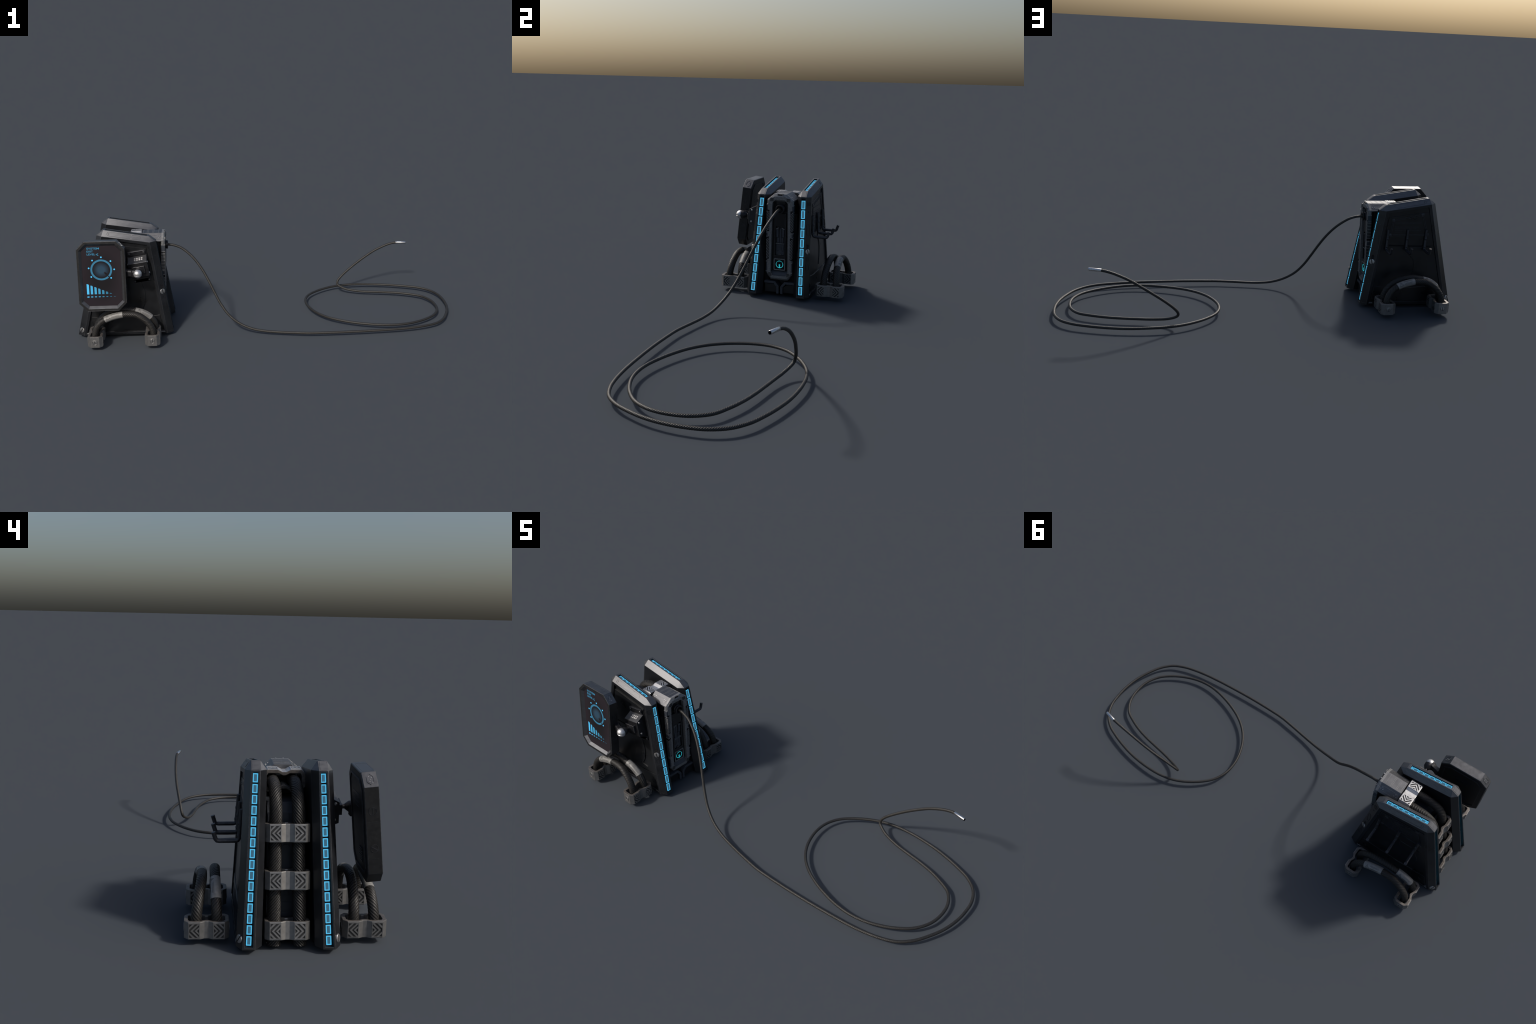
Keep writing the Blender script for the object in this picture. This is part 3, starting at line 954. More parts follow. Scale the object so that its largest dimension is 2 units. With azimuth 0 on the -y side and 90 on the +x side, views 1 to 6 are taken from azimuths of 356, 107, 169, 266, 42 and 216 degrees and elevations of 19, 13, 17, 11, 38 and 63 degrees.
# --------------------------------------------------------------- connector box
def connector():
    # local frame: a = y (towards +y), b = up along the front, normal = +x
    org = V((-0.5580, YC, 0.300))
    f = frame(org, (0, 1, 0), V((0.0155, 0, 0.40)))
    bm = bmesh.new()
    zt, zb = 0.2165, -0.2160
    outer = [(0.044, zb), (0.0665, zb + 0.031), (0.0655, 0.1870), (0.0300, zt), (-0.0300, zt), (-0.0655, 0.1870), (-0.0665, zb + 0.031), (-0.044, zb)]
    inner = [(0.0335, zb + 0.022), (0.0440, zb + 0.040), (0.0385, 0.1720), (0.0225, 0.1875), (-0.0225, 0.1875), (-0.0385, 0.1720), (-0.0440, zb + 0.040), (-0.0335, zb + 0.022)]
    # outer skin slopes from the rim down to the flat front
    mid = [(0.0395, zb + 0.009), (0.0610, zb + 0.0345), (0.0605, 0.1845), (0.0270, 0.2035), (-0.0270, 0.2035), (-0.0605, 0.1845), (-0.0610, zb + 0.0345), (-0.0395, zb + 0.009)]
    n = 8
    rings = []
    for pts, c in ((outer, -0.0105), (outer, 0.0005), (mid, 0.0075), (inner, 0.0075), (inner, -0.016)):
        rings.append([bm.verts.new(at(f, a, b, c)) for a, b in pts])
    for A, B in zip(rings, rings[1:]):
        for i in range(n):
            j = (i + 1) % n
            bm.faces.new((A[i], A[j], B[j], B[i]))
    for i in range(n):
        j = (i + 1) % n
        bm.faces.new((rings[-1][i], rings[-1][j], rings[0][j], rings[0][i]))
    box = finish("connector_box", bm, M_GUN, ROOT, bevel=0.0009, seg=2)

    # box roof: flat top with two slopes, running back to the top clamp
    bm = bmesh.new()
    g = frame((-0.588, YC, 0), (0, 1, 0), (0, 0, 1))
    roof = [(0.0655, 0.4790), (0.0655, 0.4852), (0.0298, 0.5165), (-0.0298, 0.5165), (-0.0655, 0.4852), (-0.0655, 0.4790)]
    add_prism(bm, g, roof, -0.0715, 0.0315)
    finish("roof", bm, M_CAP, box, bevel=0.0010, seg=2)
    bm = bmesh.new()
    for x in (-0.576, -0.600, -0.606, -0.628, -0.634, -0.652):
        gg = frame((x, YC, 0.5165), (1, 0, 0), (0, 1, 0))
        add_prism(bm, gg, rect(-0.0009, 0.0009, -0.027, 0.027), -0.001, 0.0007, 0)
    for sg in (1, -1):
        for x in (-0.574, -0.642):
            c = V((x, YC + sg * 0.0477, 0.50085))
            nn = V((0, sg * 0.0313, 0.0357)).normalized()
            gg = frame(c, (1, 0, 0), nn.cross(V((1, 0, 0))))
            for k in range(3):
                an = 2 * math.pi * k / 3 + 0.5
                add_prism(bm, gg, circle(0.0034, 3, 0.0062 * math.cos(an), 0.0062 * math.sin(an), an), -0.001, 0.0012, 1)
        gg = frame((-0.608, YC + sg * 0.0477, 0.50085), (1, 0, 0), V((0, sg * 0.0313, 0.0357)).cross(V((1, 0, 0))))
        o, i = [(b, a) for a, b in pill(0.046, 0.012)], [(b, a) for a, b in pill(0.0452, 0.0112)]
        add_ring(bm, gg, o, i, -0.0008, 0.0005, 0)
    for a in (-0.013, 0.013):
        add_prism(bm, f, rect(a - 0.002, a + 0.002, 0.203, 0.2185), 0.000, 0.0060, 1)
    add_prism(bm, f, rect(-0.0095, 0.0095, 0.209, 0.2150), 0.000, 0.0056, 2)
    finish("roof_fittings", bm, [M_GUN, M_SCREW, M_BLACK], box, kind="stuff")

    # hex pads in the four corners with three ribs each, hatch ribs on both uprights
    bm = bmesh.new()
    for sg in (1, -1):
        for a, b, cc in ((0.0415, 0.1880, 0.0065), (0.0465, zb + 0.0275, 0.0065)):
            add_prism(bm, f, circle(0.0112, 6, sg * a, b), -0.002, cc + 0.0012, 0)
            add_ring(bm, f, circle(0.0118, 6, sg * a, b), circle(0.0104, 6, sg * a, b), -0.002, cc + 0.0018, 0)
            for k in (-1, 0, 1):
                y0 = k * 0.0058
                w = 0.0085
                add_prism(bm, f, [(sg * a - w, b + y0 - 0.0014), (sg * a + w, b + y0 - 0.0014), (sg * a + w, b + y0 + 0.0014), (sg * a - w, b + y0 + 0.0014)], 0.002, cc + 0.0024, 1)
        for b0, b1 in ((-0.110, -0.012), (0.030, 0.122)):
            add_prism(bm, f, rect(min(sg * 0.0532, sg * 0.0668), max(sg * 0.0532, sg * 0.0668), b0 - 0.001, b1 + 0.014), -0.012, 0.0079, 1)
            b = b0
            while b < b1:
                q = [(sg * 0.0540, b), (sg * 0.0672, b + 0.0100), (sg * 0.0672, b + 0.0135), (sg * 0.0540, b + 0.0035)]
                if sg < 0:
                    q = [(-0.0672, b), (-0.0540, b + 0.0100), (-0.0540, b + 0.0135), (-0.0672, b + 0.0035)]
                add_prism(bm, f, q, -0.012, 0.0092, 0)
                b += 0.0078
        for b0, b1 in ((-0.172, -0.125), (0.005, 0.022), (0.130, 0.160)):
            add_prism(bm, f, rect(min(sg * 0.0605, sg * 0.0672), max(sg * 0.0605, sg * 0.0672), b0, b1), -0.012, 0.0068, 2)
            for e in (b0 - 0.002, b1 + 0.002):
                add_prism(bm, f, rect(min(sg * 0.0605, sg * 0.0676), max(sg * 0.0605, sg * 0.0676), e - 0.002, e + 0.002), -0.012, 0.0088, 0)
    finish("frame_fittings", bm, [M_GUN, M_BLACK, M_CORE], box, kind="stuff")

    # recessed front: floor, chin slope, central column with slot, power panel
    bm = bmesh.new()
    add_prism(bm, f, [(a * 1.04, b) for a, b in inner], -0.028, -0.0105)
    finish("recess_floor", bm, M_INSET, box)
    bm = bmesh.new()
    h = frame(f[0], f[3], f[2])                          # profile plane: a = outwards, b = up
    add_prism(bm, h, [(-0.014, zb + 0.023), (0.006, zb + 0.0225), (0.004, zb + 0.029), (-0.014, zb + 0.047)], -0.0400, 0.0400)
    finish("chin", bm, M_CORE, box, bevel=0.0008, seg=1)
    bm = bmesh.new()
    add_prism(bm, f, rect(-0.0300, -0.0235, -0.170, 0.120), -0.016, -0.0015)
    add_prism(bm, f, rect(0.0235, 0.0300, -0.170, 0.120), -0.016, -0.0015)
    add_prism(bm, f, rect(-0.0235, 0.0235, 0.055, 0.120), -0.016, -0.0015)
    add_prism(bm, f, rect(-0.0235, 0.0235, -0.170, -0.098), -0.016, -0.0015)
    add_prism(bm, f, rect(-0.0295, 0.0295, -0.1015, -0.092), -0.010, -0.0010)
    finish("column", bm, M_BODY, box, bevel=0.0010, seg=1, edge=M_EDGE)
    bm = bmesh.new()
    # slot hardware: twin prongs, crossbars, lower grooved plate with arrow
    for sg in (1, -1):
        add_prism(bm, f, [(sg * 0.009, 0.000), (sg * 0.020, 0.000), (sg * 0.020, 0.043), (sg * 0.009, 0.048)][::sg], -0.015, -0.005)
        add_prism(bm, f, [(sg * 0.0075, 0.044), (sg * 0.0225, 0.038), (sg * 0.0225, 0.0425), (sg * 0.0075, 0.0495)][::sg], -0.010, -0.0025, 1)
        add_prism(bm, f, rect(min(sg * 0.006, sg * 0.0165), max(sg * 0.006, sg * 0.0165), -0.027, -0.002), -0.015, -0.0065)
        # engraved U lines
        us = [(0.0060, -0.046), (0.0060, -0.066), (0.0110, -0.072), (0.0160, -0.066), (0.0160, -0.046)]
        for (a0, b0), (a1, b1) in zip(us, us[1:]):
            d = V((a1 - a0, b1 - b0, 0)).normalized()
            nn = V((-d.y, d.x, 0)) * 0.0006
            q = [(sg * (a0 - nn.x), b0 - nn.y), (sg * (a1 - nn.x), b1 - nn.y), (sg * (a1 + nn.x), b1 + nn.y), (sg * (a0 + nn.x), b0 + nn.y)]
            add_prism(bm, f, q[::sg], -0.009, -0.0052, 1)
    add_prism(bm, f, rect(-0.0045, 0.0045, -0.029, 0.044), -0.015, -0.0085)
    add_prism(bm, f, rect(-0.0215, 0.0215, -0.0335, -0.0305), -0.012, -0.0015, 1)
    add_prism(bm, f, rect(-0.0195, 0.0195, -0.090, -0.036), -0.015, -0.0070)
    add_prism(bm, f, [(-0.010, -0.090), (0.010, -0.090), (0.0045, -0.0805), (-0.0045, -0.0805)], -0.012, -0.0035, 2)
    finish("slot_hardware", bm, [M_CORE, M_GUN, M_PLATE], box, bevel=0.0006, seg=1, edge=M_EDGE)

    # power panel
    pw = -0.137
    bm = bmesh.new()
    o = [(a, b + pw) for a, b in octo(0.0295, 0.0295, 0.0255, 0.0255)]
    i = [(a, b + pw) for a, b in octo(0.0250, 0.0250, 0.0225, 0.0225)]
    add_ring(bm, f, o, i, -0.010, 0.0010, 0)
    add_prism(bm, f, i, -0.010, -0.0012, 1)
    pp = finish("power_panel", bm, [M_GUN, M_BLACK], box)
    bm = bmesh.new()
    seg = 48
    for k in range(seg):
        a0, a1 = 2 * math.pi * k / seg, 2 * math.pi * (k + 1) / seg
        deg = math.degrees(a0) % 360
        thin = 20 < deg < 68 or 112 < deg < 160
        r0, r1 = (0.0171, 0.0182) if thin else (0.0163, 0.0187)
        add_prism(bm, f, [(r0 * math.cos(a0), pw + r0 * math.sin(a0)), (r1 * math.cos(a0), pw + r1 * math.sin(a0)),
                          (r1 * math.cos(a1), pw + r1 * math.sin(a1)), (r0 * math.cos(a1), pw + r0 * math.sin(a1))], -0.0014, -0.0006)
    add_prism(bm, f, circle(0.0041, 12, 0, pw - 0.0035), -0.0014, -0.0006)
    add_prism(bm, f, rect(-0.0024, 0.0024, pw - 0.0115, pw - 0.0080), -0.0014, -0.0006)
    add_prism(bm, f, [(-0.0052, pw - 0.0165), (0.0052, pw - 0.0165), (0.0030, pw - 0.0115), (-0.0030, pw - 0.0115)], -0.0014, -0.0006)
    finish("power_symbol", bm, M_CYAN, pp)

    # cable socket
    bm = bmesh.new()
    so = V((-0.5580, YC + 0.002, 0.4425))
    g = frame(so, (0, 1, 0), (0, 0, 1))
    add_lathe(bm, g, [(0.0225, -0.012), (0.0225, 0.010), (0.0200, 0.013), (0.0200, 0.016), (0.0222, 0.018), (0.0222, 0.0235), (0.0205, 0.0255),
                      (0.0160, 0.0255), (0.0140, 0.0225), (0.0128, 0.008), (0.0, 0.006)], 32)
    finish("socket", bm, M_MOUNT, box, smooth=True, angle=30)
    bm = bmesh.new()
    add_prism(bm, f, [(-0.018, 0.160), (0.018, 0.160), (0.024, 0.172), (0.016, 0.186), (-0.016, 0.186), (-0.024, 0.172)], -0.016, -0.006)
    finish("socket_hood", bm, M_INSET, box, bevel=0.0008, seg=1)

    # two arched feet under the box
    bm = bmesh.new()
    for sg in (1, -1):
        k = frame((-0.5600, YC + 0.0045, 0), (0, 1, 0), (0, 0, 1))
        o = [(0.0040, 0.0135), (0.0040, 0.0520), (0.0240, 0.0760), (0.0800, 0.0760), (0.0800, 0.0640), (0.0310, 0.0640), (0.0165, 0.0480), (0.0165, 0.0135)]
        q = [(sg * a, b) for a, b in o][::sg]
        # split in convex pieces
        for idx in ((0, 1, 6, 7), (1, 2, 5, 6), (2, 3, 4, 5)):
            add_prism(bm, k, [(sg * o[i][0], o[i][1]) for i in idx][::sg], -0.060, 0.0010, 0)
        add_prism(bm, k, [(sg * 0.0165, 0.018), (sg * 0.078, 0.018), (sg * 0.078, 0.060), (sg * 0.034, 0.060), (sg * 0.0165, 0.046)][::sg], -0.060, -0.008, 1)
    finish("foot", bm, [M_CORE, M_INSET], ROOT, bevel=0.0015, seg=2)


connector()


# -------------------------------------------------------------------- monitor
def monitor():
    N_ = V((0, -0.9951, 0.0985))
    U_ = V((0, 0.0985, 0.9951))
    f = (V((-0.8427, -0.3302, 0.3760)), V((1, 0, 0)), U_, N_)
    # f normal must equal u x v : (1,0,0)x(0,.0985,.9951) = (0,-.9951,.0985)
    out = octo(0.1152, 0.1738, 0.0765, 0.1350)
    rim = octo(0.1040, 0.1620, 0.0702, 0.1293)
    scr = octo(0.0932, 0.1505, 0.0668, 0.1240)
    bck = octo(0.1132, 0.1718, 0.0752, 0.1335)
    bm = bmesh.new()
    rings = []
    for pts, c in ((bck, -0.0470), (out, -0.0440), (out, -0.0010), (octo(0.1142, 0.1728, 0.0758, 0.1342), 0.0), (rim, 0.0), (scr, -0.0130)):
        rings.append([bm.verts.new(at(f, a, b, c)) for a, b in pts])
    for r, (A, B) in enumerate(zip(rings, rings[1:])):
        for i in range(8):
            j = (i + 1) % 8
            q = bm.faces.new((A[i], A[j], B[j], B[i]))
            # the upper rim of the casing (three faces) is bare metal
            q.material_index = 1 if (r == 1 and i in (2, 3, 4)) else (2 if r == 4 else 0)
    bm.faces.new(rings[0][::-1])
    bm.faces.new(rings[-1])
    mon = finish("monitor", bm, [M_MON, M_MONTOP, M_CAP], ROOT, bevel=0.0010, seg=1, edge=M_EDGE)

    def piece(name, mat, fill, parent, c0=-0.0063, c1=-0.0055):
        bm = bmesh.new()
        for p in fill:
            add_prism(bm, f, p, c0, c1)
        return finish(name, bm, mat, parent)
    # display: mesh built in local coordinates so that Generated runs over its face
    def flat(name, poly, mat, c, parent, th=0.0006):
        bm = bmesh.new()
        g = frame((0, 0, 0), (1, 0, 0), (0, 1, 0))
        add_prism(bm, g, poly, 0, th)
        ob = finish(name, bm, mat, parent)
        m = Matrix.Identity(4)
        for i in range(3):
            col = f[1 + i]
            m[0][i], m[1][i], m[2][i] = col
        m.translation = at(f, 0, 0, c)
        ob.matrix_local = m
        return ob
    disp = flat("display", octo(0.0930, 0.1503, 0.0666, 0.1238), M_SCREEN, -0.0132, mon, 0.0012)
    # everything below floats a hair in front of the display
    cx, cy = -0.0015, 0.0312

    def art(name, polys, mat, c=0.00125, th=0.0003):
        bm = bmesh.new()
        g = frame((0, 0, 0), (1, 0, 0), (0, 1, 0))
        for p in polys:
            add_prism(bm, g, p, c, c + th)
        ob = finish(name, bm, mat, disp)
        return ob
    ob = art("dial_glow", [circle(0.0390, 40, cx, cy)], M_DISC, 0.00121, 0.0002)
    ring = []
    nseg = 60
    for k in range(nseg):
        a0, a1 = 2 * math.pi * k / nseg, 2 * math.pi * (k + 1) / nseg
        d = (math.degrees((a0 + a1) / 2) + 45 + 180) % 360 - 180
        if abs(d) < 6:
            continue
        ring.append([(cx + r * math.cos(a), cy + r * math.sin(a)) for r, a in ((0.0432, a0), (0.0520, a0), (0.0520, a1), (0.0432, a1))])
    art("dial_ring", ring, M_UIRING)
    # needle gap: a dark bar between the soft glow and the opening of the ring
    d = V((math.cos(math.radians(-42)), math.sin(math.radians(-42)), 0))
    nn = V((-d.y, d.x, 0)) * 0.0042
    p0, p1 = V((cx, cy, 0)) + d * 0.0185, V((cx, cy, 0)) + d * 0.043
    art("dial_needle", [[((p0 - nn).x, (p0 - nn).y), ((p1 - nn).x, (p1 - nn).y), ((p1 + nn).x, (p1 + nn).y), ((p0 + nn).x, (p0 + nn).y)]], M_SCREEN, 0.00135, 0.0002)
    art("dial_dots", [circle(0.0040, 14, a, b) for a, b in
                      ((0.0005, 0.0942), (-0.0425, 0.0790), (0.0450, 0.0740), (-0.0612, 0.0405), (0.0607, 0.0325), (-0.0510, -0.0030), (0.0440, -0.0100))], UI[0])
    for i in range(7):
        x = -0.0760 + 0.0182 * i
        t = -0.0385 - 0.0078 * i
        rt = t - 0.0050
        art("level_bar", [[(x, -0.0906), (x + 0.0106, -0.0906), (x + 0.0106, max(rt, -0.0898)), (x + 0.0075, max(t - 0.0015, -0.0896)), (x, t)]], UI[i])
    for i in range(8):
        x = -0.0760 + 0.0182 * i
        w = 0.0106 - 0.0002 * i
        hh = 0.0027 - 0.00015 * i
        art("level_dash", [octo(w / 2, hh, w / 2 - 0.0015, hh * 0.5)] and [[(a + x + 0.0053, b - 0.1038) for a, b in octo(w / 2, hh, w / 2 - 0.0015, hh * 0.5)]], UI[i])
    # lettering with the built-in font
    for txt, b, width in (("SYSTEM", 0.1338, 0.0600), ("EXIT", 0.1193, 0.0305), ("LEVEL", 0.1050, 0.0405)):
        cu = bpy.data.curves.new("display_text", 'FONT')
        cu.body = txt
        cu.size = 0.0125
        cu.offset = 0.00022
        cu.extrude = 0.0002
        tmp = bpy.data.objects.new("display_text", cu)
        bpy.context.scene.collection.objects.link(tmp)
        bpy.context.view_layer.update()
        me = bpy.data.meshes.new_from_object(tmp.evaluated_get(bpy.context.evaluated_depsgraph_get()))
        bpy.data.objects.remove(tmp)
        w = max(v.co.x for v in me.vertices) - min(v.co.x for v in me.vertices)
        x0 = min(v.co.x for v in me.vertices)
        for v in me.vertices:
            v.co.x = (v.co.x - x0) * width / w - 0.0665
            v.co.y += b
            v.co.z += 0.0016
        me.materials.clear()
        me.materials.append(M_UITEXT)
        t = bpy.data.objects.new("display_text", me)
        bpy.context.scene.collection.objects.link(t)
        t.parent = disp
    sy = []
    for (a0, b0), (a1, b1) in zip([(-0.0115, 0.1135), (-0.0225, 0.1085), (-0.0115, 0.1020)], [(-0.0225, 0.1085), (-0.0115, 0.1020), (-0.0165, 0.1080)]):
        d = V((a1 - a0, b1 - b0, 0)).normalized()
        n2 = V((-d.y, d.x, 0)) * 0.0010
        sy.append([(a0 - n2.x, b0 - n2.y), (a1 - n2.x, b1 - n2.y), (a1 + n2.x, b1 + n2.y), (a0 + n2.x, b0 + n2.y)])
    art("level_arrow", sy, M_UITEXT)

    # casing details: hex sockets on upper corner faces, round plugs on both side walls, vents behind
    bm = bmesh.new()
    for sg in (1, -1):
        c = (at(f, sg * 0.0765, 0.1738, -0.0215) + at(f, sg * 0.1152, 0.1350, -0.0215)) / 2
        nn = (f[1] * sg * 0.038 + f[2] * 0.0383).normalized()
        g = frame(c, f[3], nn.cross(f[3]))
        o = [(a * 0.62, b) for a, b in circle(0.0200, 6, 0, 0, math.pi / 2)]
        i = [(a * 0.62, b) for a, b in circle(0.0180, 6, 0, 0, math.pi / 2)]
        add_ring(bm, g, o, i, -0.001, 0.0012, 0)
        for a, b in ((-0.004, 0.010), (0.003, 0.006), (-0.003, -0.008), (0.005, -0.011), (0.0, 0.0)):
            add_lathe(bm, (at(g, a, b), g[1], g[2], g[3]), [(0.0020, -0.0005), (0.0016, 0.0008), (0, 0.0011)], 8, 2)
        for b in (0.060, -0.055):
            g = frame(at(f, sg * 0.1152, b, -0.022), f[3], f[2] * 1.0)
            if g[3].x * sg < 0:
                g = (g[0], -g[1], g[2], -g[3])
            add_ring(bm, g, circle(0.0125, 22), circle(0.0112, 22), -0.001, 0.0008, 1)
            an = 1.5 if b > 0 else -0.55
            c_, s_ = math.cos(an), math.sin(an)
            add_prism(bm, g, [(c_ * a - s_ * bb, s_ * a + c_ * bb) for a, bb in rect(-0.0105, 0.0105, -0.0012, 0.0012)], -0.001, 0.0008, 1)
            add_prism(bm, g, rect(-0.015, 0.012, -0.0325, -0.0318), -0.001, 0.0006, 1)
    # back plate and vents
    bk = (at(f, 0, 0, -0.0470), -f[1], f[2], -f[3])
    add_ring(bm, bk, octo(0.095, 0.150, 0.066, 0.122), octo(0.0905, 0.1455, 0.063, 0.119), -0.001, 0.0030, 1)
    for k in range(6):
        b = -0.075 - 0.008 * k
        add_prism(bm, bk, rect(0.010, 0.050, b - 0.0018, b + 0.0018), -0.001, 0.0030, 1)
    for k in range(4):
        add_prism(bm, bk, rect(-0.05 + 0.004 * k, 0.04 - 0.004 * k, 0.095 - 0.014 * k, 0.0965 - 0.014 * k), -0.001, 0.0012, 1)
    # top plate seams
    g = frame(at(f, 0, 0.1738, -0.0215), f[1], -f[3])
    if g[3].z < 0:
        g = (g[0], g[1], -g[2], -g[3])
    add_ring(bm, g, rect(-0.062, 0.050, -0.0195, 0.017), rect(-0.0613, 0.0493, -0.0188, 0.0163), -0.001, 0.0004, 0)
    finish("casing_fittings", bm, [M_MONTOP, M_HOOK, M_SCREW], mon, kind="stuff", smooth=True, angle=30)


monitor()


# -------------------------------------------------------------- monitor mount
def mount():
    th = math.radians(8.7)
    ux = V((math.cos(th), 0, math.sin(th)))
    uz = V((-math.sin(th), 0, math.cos(th)))
    out = V((0, -1, 0))
    f = (V((-0.6717, -0.1985, 0.3770)), ux, uz, out)     # c counts outward (-y)
    bm = bmesh.new()
    add_prism(bm, f, octo(0.0445, 0.0835, 0.0390, 0.0780), -0.010, 0.0040)
    add_prism(bm, f, rect(-0.0440, 0.0440, 0.064, 0.0830), 0.0, 0.0085)
    add_prism(bm, f, rect(-0.0440, 0.0440, -0.0850, -0.066), -0.004, 0.0040)
    plate = finish("mount", bm, M_MOUNT, ROOT, bevel=0.0015, seg=2, edge=M_EDGE)
    bm = bmesh.new()
    for a in (-0.0362, 0.0362):
        for b, c in ((0.0735, 0.0085), (-0.0750, 0.0040)):
            add_lathe(bm, (at(f, a, b, c), ux, uz, out), [(0.0052, -0.001), (0.0052, 0.0008), (0.0036, 0.0026), (0.0, 0.0030)], 16)
    finish("bolt", bm, M_PLATE, plate, smooth=True, angle=40, kind="stuff")
    # wedge: profile in (out, up), extruded along ux
    h = (f[0], out, uz, ux)
    bm = bmesh.new()
    prof = [(0.000, 0.0580), (0.0465, 0.0340), (0.0480, -0.0400), (0.000, -0.0600)]
    fs = add_prism(bm, h, prof, -0.0475, 0.0475)
    bmesh.ops.recalc_face_normals(bm, faces=bm.faces)
    for x in bm.faces:
        x.material_index = 1 if (x.normal.dot(uz) > 0.6) else 0
    wed = finish("mount_wedge", bm, [M_MOUNT, M_PLATE], plate, bevel=0.0012, seg=2, edge=M_EDGE)
    sl = (at(h, 0.02325, 0.0460, 0.0), ux, (V(out) * -0.0465 + uz * 0.0240).normalized(), None)
    nn = sl[1].cross(sl[2])
    sl = (sl[0], sl[1], sl[2], nn)
    bm = bmesh.new()
    for i in range(4):
        for j in range(2):
            p = at(sl, -0.012 + 0.0117 * i, -0.0052 + 0.0108 * j)
            add_lathe(bm, (p, sl[1], sl[2], nn), [(0.0044, -0.0005), (0.0044, 0.0008), (0.0036, 0.0013), (0, 0.0014)], 16)
    finish("dot_buttons", bm, M_DOT, wed, smooth=True, angle=40)
    bm = bmesh.new()
    for sg in (1, -1):
        for b in (0.0290, -0.0285):
            add_lathe(bm, (at(h, 0.0330, b, sg * 0.0475), out if sg > 0 else -out, uz, ux * sg), [(0.0056, -0.001), (0.0054, 0.0012), (0.0040, 0.0030), (0, 0.0038)], 16)
    finish("bolt", bm, M_SCREW, wed, smooth=True, angle=40, kind="stuff")
    # bearing block, neck, ball and arm
    bm = bmesh.new()
    add_prism(bm, f, rect(-0.0310, 0.0310, -0.0185, 0.0185), 0.046, 0.0600)
    finish("bearing_block", bm, M_MOUNT, plate, bevel=0.0018, seg=2, edge=M_PLATE)
    ball = V((-0.6722, -0.3080, 0.3776))
    g = (at(f, 0, 0.001, 0.058), ux, uz, out)
    bm = bmesh.new()
    add_lathe(bm, g, [(0.0160, 0), (0.0160, 0.002), (0.0085, 0.005), (0.0080, 0.013), (0.0185, 0.027), (0.0200, 0.034), (0.0200, 0.048), (0.0, 0.048)], 24)
    finish("neck", bm, M_MOUNT, plate, smooth=True, angle=35)
    bm = bmesh.new()
    k = frame(ball, (1, 0, 0), (0, 1, 0))
    prof = []
    for i in range(17):
        a = -math.pi / 2 + math.pi * i / 16
        prof.append((max(0.0, 0.0216 * math.cos(a)), 0.0216 * math.sin(a)))
    prof = prof[:7] + [(0.0207, -0.0050), (0.0197, -0.0041), (0.0197, -0.0022), (0.0211, -0.0013)] + prof[8:]
    prof[0] = (0.0, -0.0216)
    prof[-1] = (0.0, 0.0216)
    add_lathe(bm, k, prof, 36)
    finish("ball_joint", bm, M_CHROME, plate, smooth=True, angle=28)
    # arm: from the ball back and sideways to the rear of the monitor
    bm = bmesh.new()
    A = ball + V((-0.008, 0.004, 0.0))
    tgt = V((-0.7290, -0.2900, 0.3775))
    d = (tgt - A).normalized()
    side = V((0, 0, 1)).cross(d).normalized()
    upv = d.cross(side)
    L = (tgt - A).length
    rows = []
    for t, hw, hh in ((0.0, 0.0150, 0.0190), (0.25, 0.0165, 0.0195), (0.40, 0.0125, 0.0160), (0.65, 0.0130, 0.0170), (1.0, 0.0165, 0.0205)):
        p = A + d * L * t
        rows.append([bm.verts.new(p + side * a + upv * b) for a, b in octo(hw, hh, hw * 0.6, hh * 0.65)])
    for X, Y in zip(rows, rows[1:]):
        for i in range(8):
            bm.faces.new((X[i], X[(i + 1) % 8], Y[(i + 1) % 8], Y[i]))
    bm.faces.new(rows[0][::-1])
    bm.faces.new(rows[-1])
    finish("arm", bm, M_MOUNT, plate, bevel=0.001, seg=2)


mount()


# ----------------------------------------------------------------------- hooks
def hooks():
    first = None
    bm = bmesh.new()
    pts = [(-0.0060, 0.0815, 0.4080), (-0.0030, 0.0850, 0.3600), (0.0, 0.0885, 0.3130), (0.0005, 0.0920, 0.3065), (0.0010, 0.0985, 0.3045),
           (0.0005, 0.1500, 0.3040), (0.0, 0.1575, 0.3050), (-0.0003, 0.1618, 0.3100), (-0.0012, 0.1690, 0.3330)]
    path = [V(p) for p in pts]
    add_tube(bm, path, 0.01, 0.0071, ref=(1, 0, 0), ring=8)
    for z, y in ((0.3620, 0.0850), (0.3210, 0.0878)):
        g = frame((-0.0002 - (z - 0.32) * 0.06, y, z), (1, 0, 0), (0, 0, -1))
        add_lathe(bm, g, [(0.0060, -0.012), (0.0060, 0.0064), (0.0042, 0.0080), (0, 0.0084)], 12)
    h = finish("hook", bm, M_HOOK, ROOT, smooth=True, angle=50)
    h.location = (-0.6275, 0, 0)
    for x in (-0.7315, -0.8295):
        c = copy_of(h, ROOT)
        c.location = (x, 0, 0)


hooks()


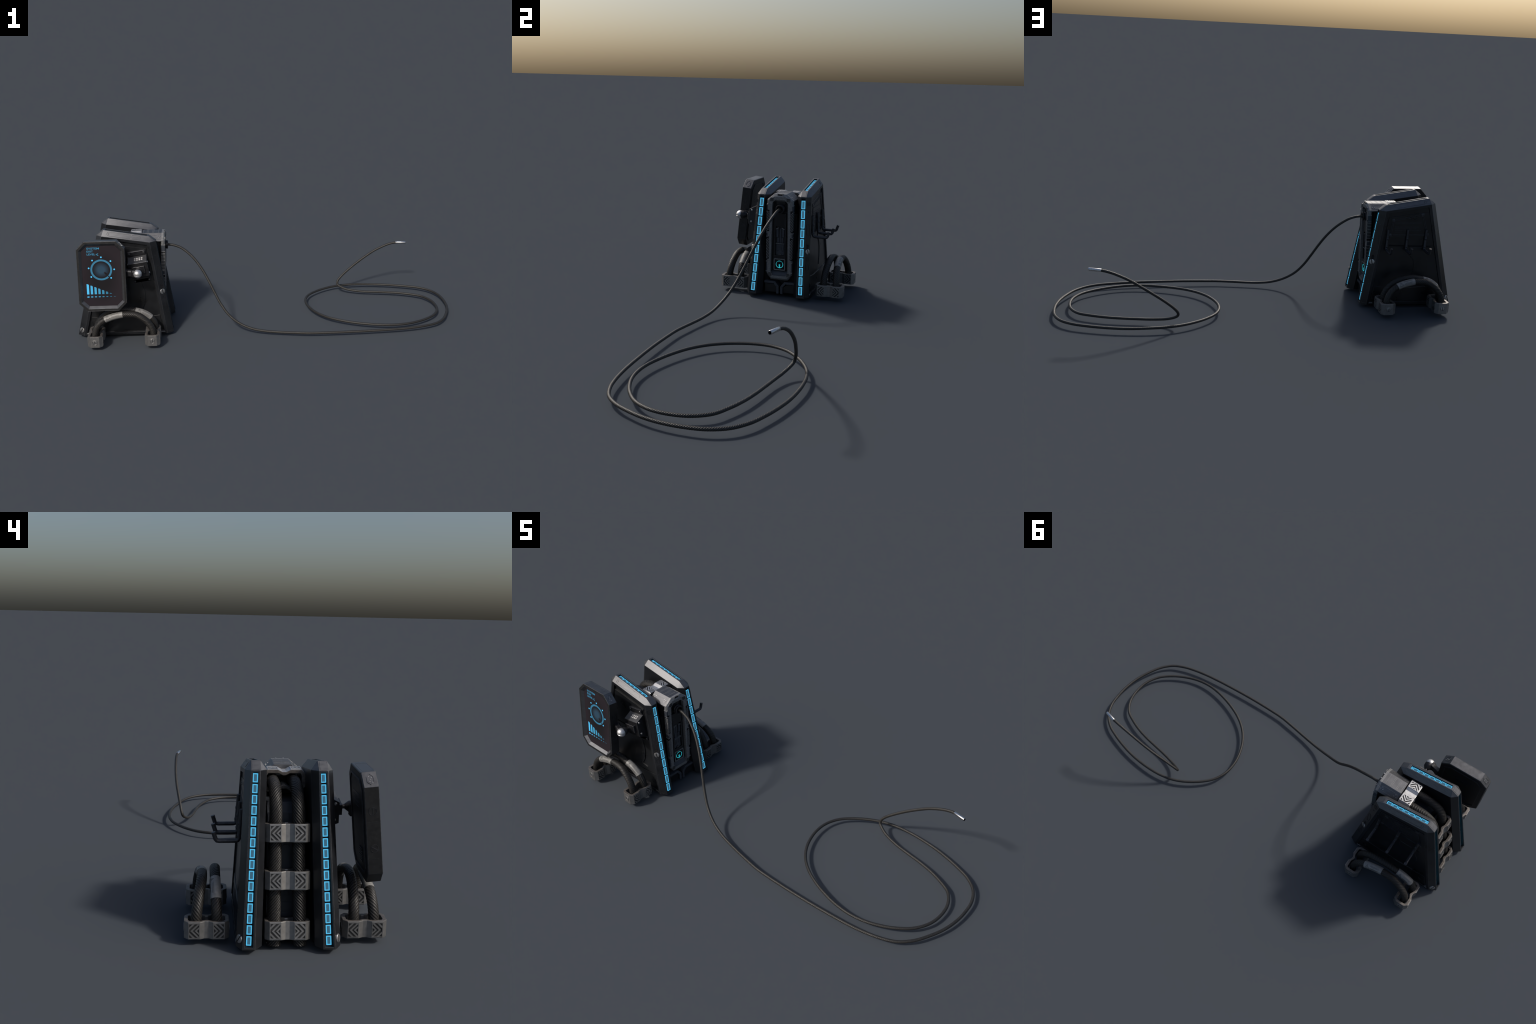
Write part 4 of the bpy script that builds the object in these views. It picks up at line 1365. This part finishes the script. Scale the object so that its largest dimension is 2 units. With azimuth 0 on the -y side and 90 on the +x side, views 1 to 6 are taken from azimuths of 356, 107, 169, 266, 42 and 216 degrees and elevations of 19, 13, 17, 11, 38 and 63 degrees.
# ----------------------------------------------------------------------- cable
SPINE = [
    (-0.5500, -0.0583, 0.4425), (-0.5250, -0.0590, 0.4420), (-0.4950, -0.0618, 0.4370), (-0.4560, -0.0675, 0.4200),
    (-0.4061, -0.0843, 0.3789), (-0.3637, -0.1047, 0.3258), (-0.3297, -0.1261, 0.2674), (-0.2991, -0.1480, 0.2072),
    (-0.2669, -0.1702, 0.1480), (-0.2262, -0.1938, 0.0951), (-0.1720, -0.2159, 0.0558), (-0.1078, -0.2331, 0.0315),
    (-0.0390, -0.2473, 0.0220), (0.0307, -0.2605, 0.0199), (0.1006, -0.2730, 0.0204), (0.1707, -0.2836, 0.0206),
    (0.2416, -0.2866, 0.0210), (0.3126, -0.2872, 0.0216), (0.3836, -0.2864, 0.0221), (0.4545, -0.2840, 0.0222),
    (0.5254, -0.2804, 0.0224), (0.5962, -0.2757, 0.0227), (0.6669, -0.2689, 0.0224), (0.7370, -0.2578, 0.0225),
    (0.8055, -0.2397, 0.0230), (0.8692, -0.2087, 0.0219), (0.9181, -0.1577, 0.0219), (0.9516, -0.0952, 0.0218),
    (0.9770, -0.0280, 0.0215), (0.9905, 0.0419, 0.0213), (0.9925, 0.1127, 0.0213), (0.9830, 0.1828, 0.0215),
    (0.9517, 0.2460, 0.0215), (0.8980, 0.2912, 0.0217), (0.8329, 0.3192, 0.0212), (0.7651, 0.3403, 0.0210),
    (0.6959, 0.3560, 0.0210), (0.6254, 0.3646, 0.0216), (0.5545, 0.3671, 0.0232), (0.4838, 0.3619, 0.0238),
    (0.4150, 0.3449, 0.0240), (0.3512, 0.3139, 0.0242), (0.2937, 0.2724, 0.0243), (0.2452, 0.2205, 0.0250),
    (0.2175, 0.1552, 0.0254), (0.2145, 0.0846, 0.0250), (0.2305, 0.0156, 0.0242), (0.2608, -0.0483, 0.0238),
    (0.3055, -0.1028, 0.0239), (0.3620, -0.1452, 0.0242), (0.4255, -0.1768, 0.0240), (0.4924, -0.2001, 0.0239),
    (0.5616, -0.2160, 0.0240), (0.6323, -0.2207, 0.0235), (0.7025, -0.2107, 0.0226), (0.7690, -0.1864, 0.0222),
    (0.8304, -0.1510, 0.0226), (0.8832, -0.1038, 0.0230), (0.9175, -0.0400, 0.0230), (0.9270, 0.0305, 0.0224),
    (0.9160, 0.1005, 0.0223), (0.8785, 0.1605, 0.0223), (0.8168, 0.1951, 0.0226), (0.7502, 0.2193, 0.0225),
    (0.6813, 0.2353, 0.0220), (0.6112, 0.2466, 0.0217), (0.5414, 0.2587, 0.0229), (0.4732, 0.2766, 0.0304),
    (0.4290, 0.2950, 0.0480), (0.4225, 0.3030, 0.0690), (0.4430, 0.3105, 0.0970), (0.4850, 0.3200, 0.1340),
    (0.5350, 0.3300, 0.1720), (0.5870, 0.3365, 0.2085), (0.6420, 0.3400, 0.2440), (0.7000, 0.3405, 0.2720), (0.7380, 0.3392, 0.2850), (0.7640, 0.3366, 0.2903)]


def cable():
    path, st = spline(SPINE, 0.0016)
    bm = bmesh.new()
    add_tube(bm, path, st, 0.0068, strands=6, per=4, depth=0.17, pitch=0.9)
    c = finish("cable", bm, M_WIRE, ROOT, smooth=True, angle=70)
    # bright ferrule: open tube with a dark bore
    e = path[-1]
    d = (V((0.8190, 0.3238, 0.2927)) - e).normalized()
    g = frame(e - d * 0.002, d.orthogonal(), d.cross(d.orthogonal()))
    if g[3].dot(d) < 0:
        g = (g[0], g[2], g[1], d)
    L = (V((0.8190, 0.3238, 0.2927)) - e).length
    bm = bmesh.new()
    add_lathe(bm, g, [(0.0, 0.0), (0.0070, 0.0), (0.0074, 0.0006), (0.0074, L - 0.0006), (0.0070, L), (0.0058, L)], 20, 0)
    add_lathe(bm, g, [(0.0058, L), (0.0056, L - 0.020), (0.0, L - 0.020)], 20, 1)
    finish("cable_tip", bm, [M_FERRULE, M_BLACK], c, smooth=True, angle=35)


cable()
bpy.context.view_layer.update()
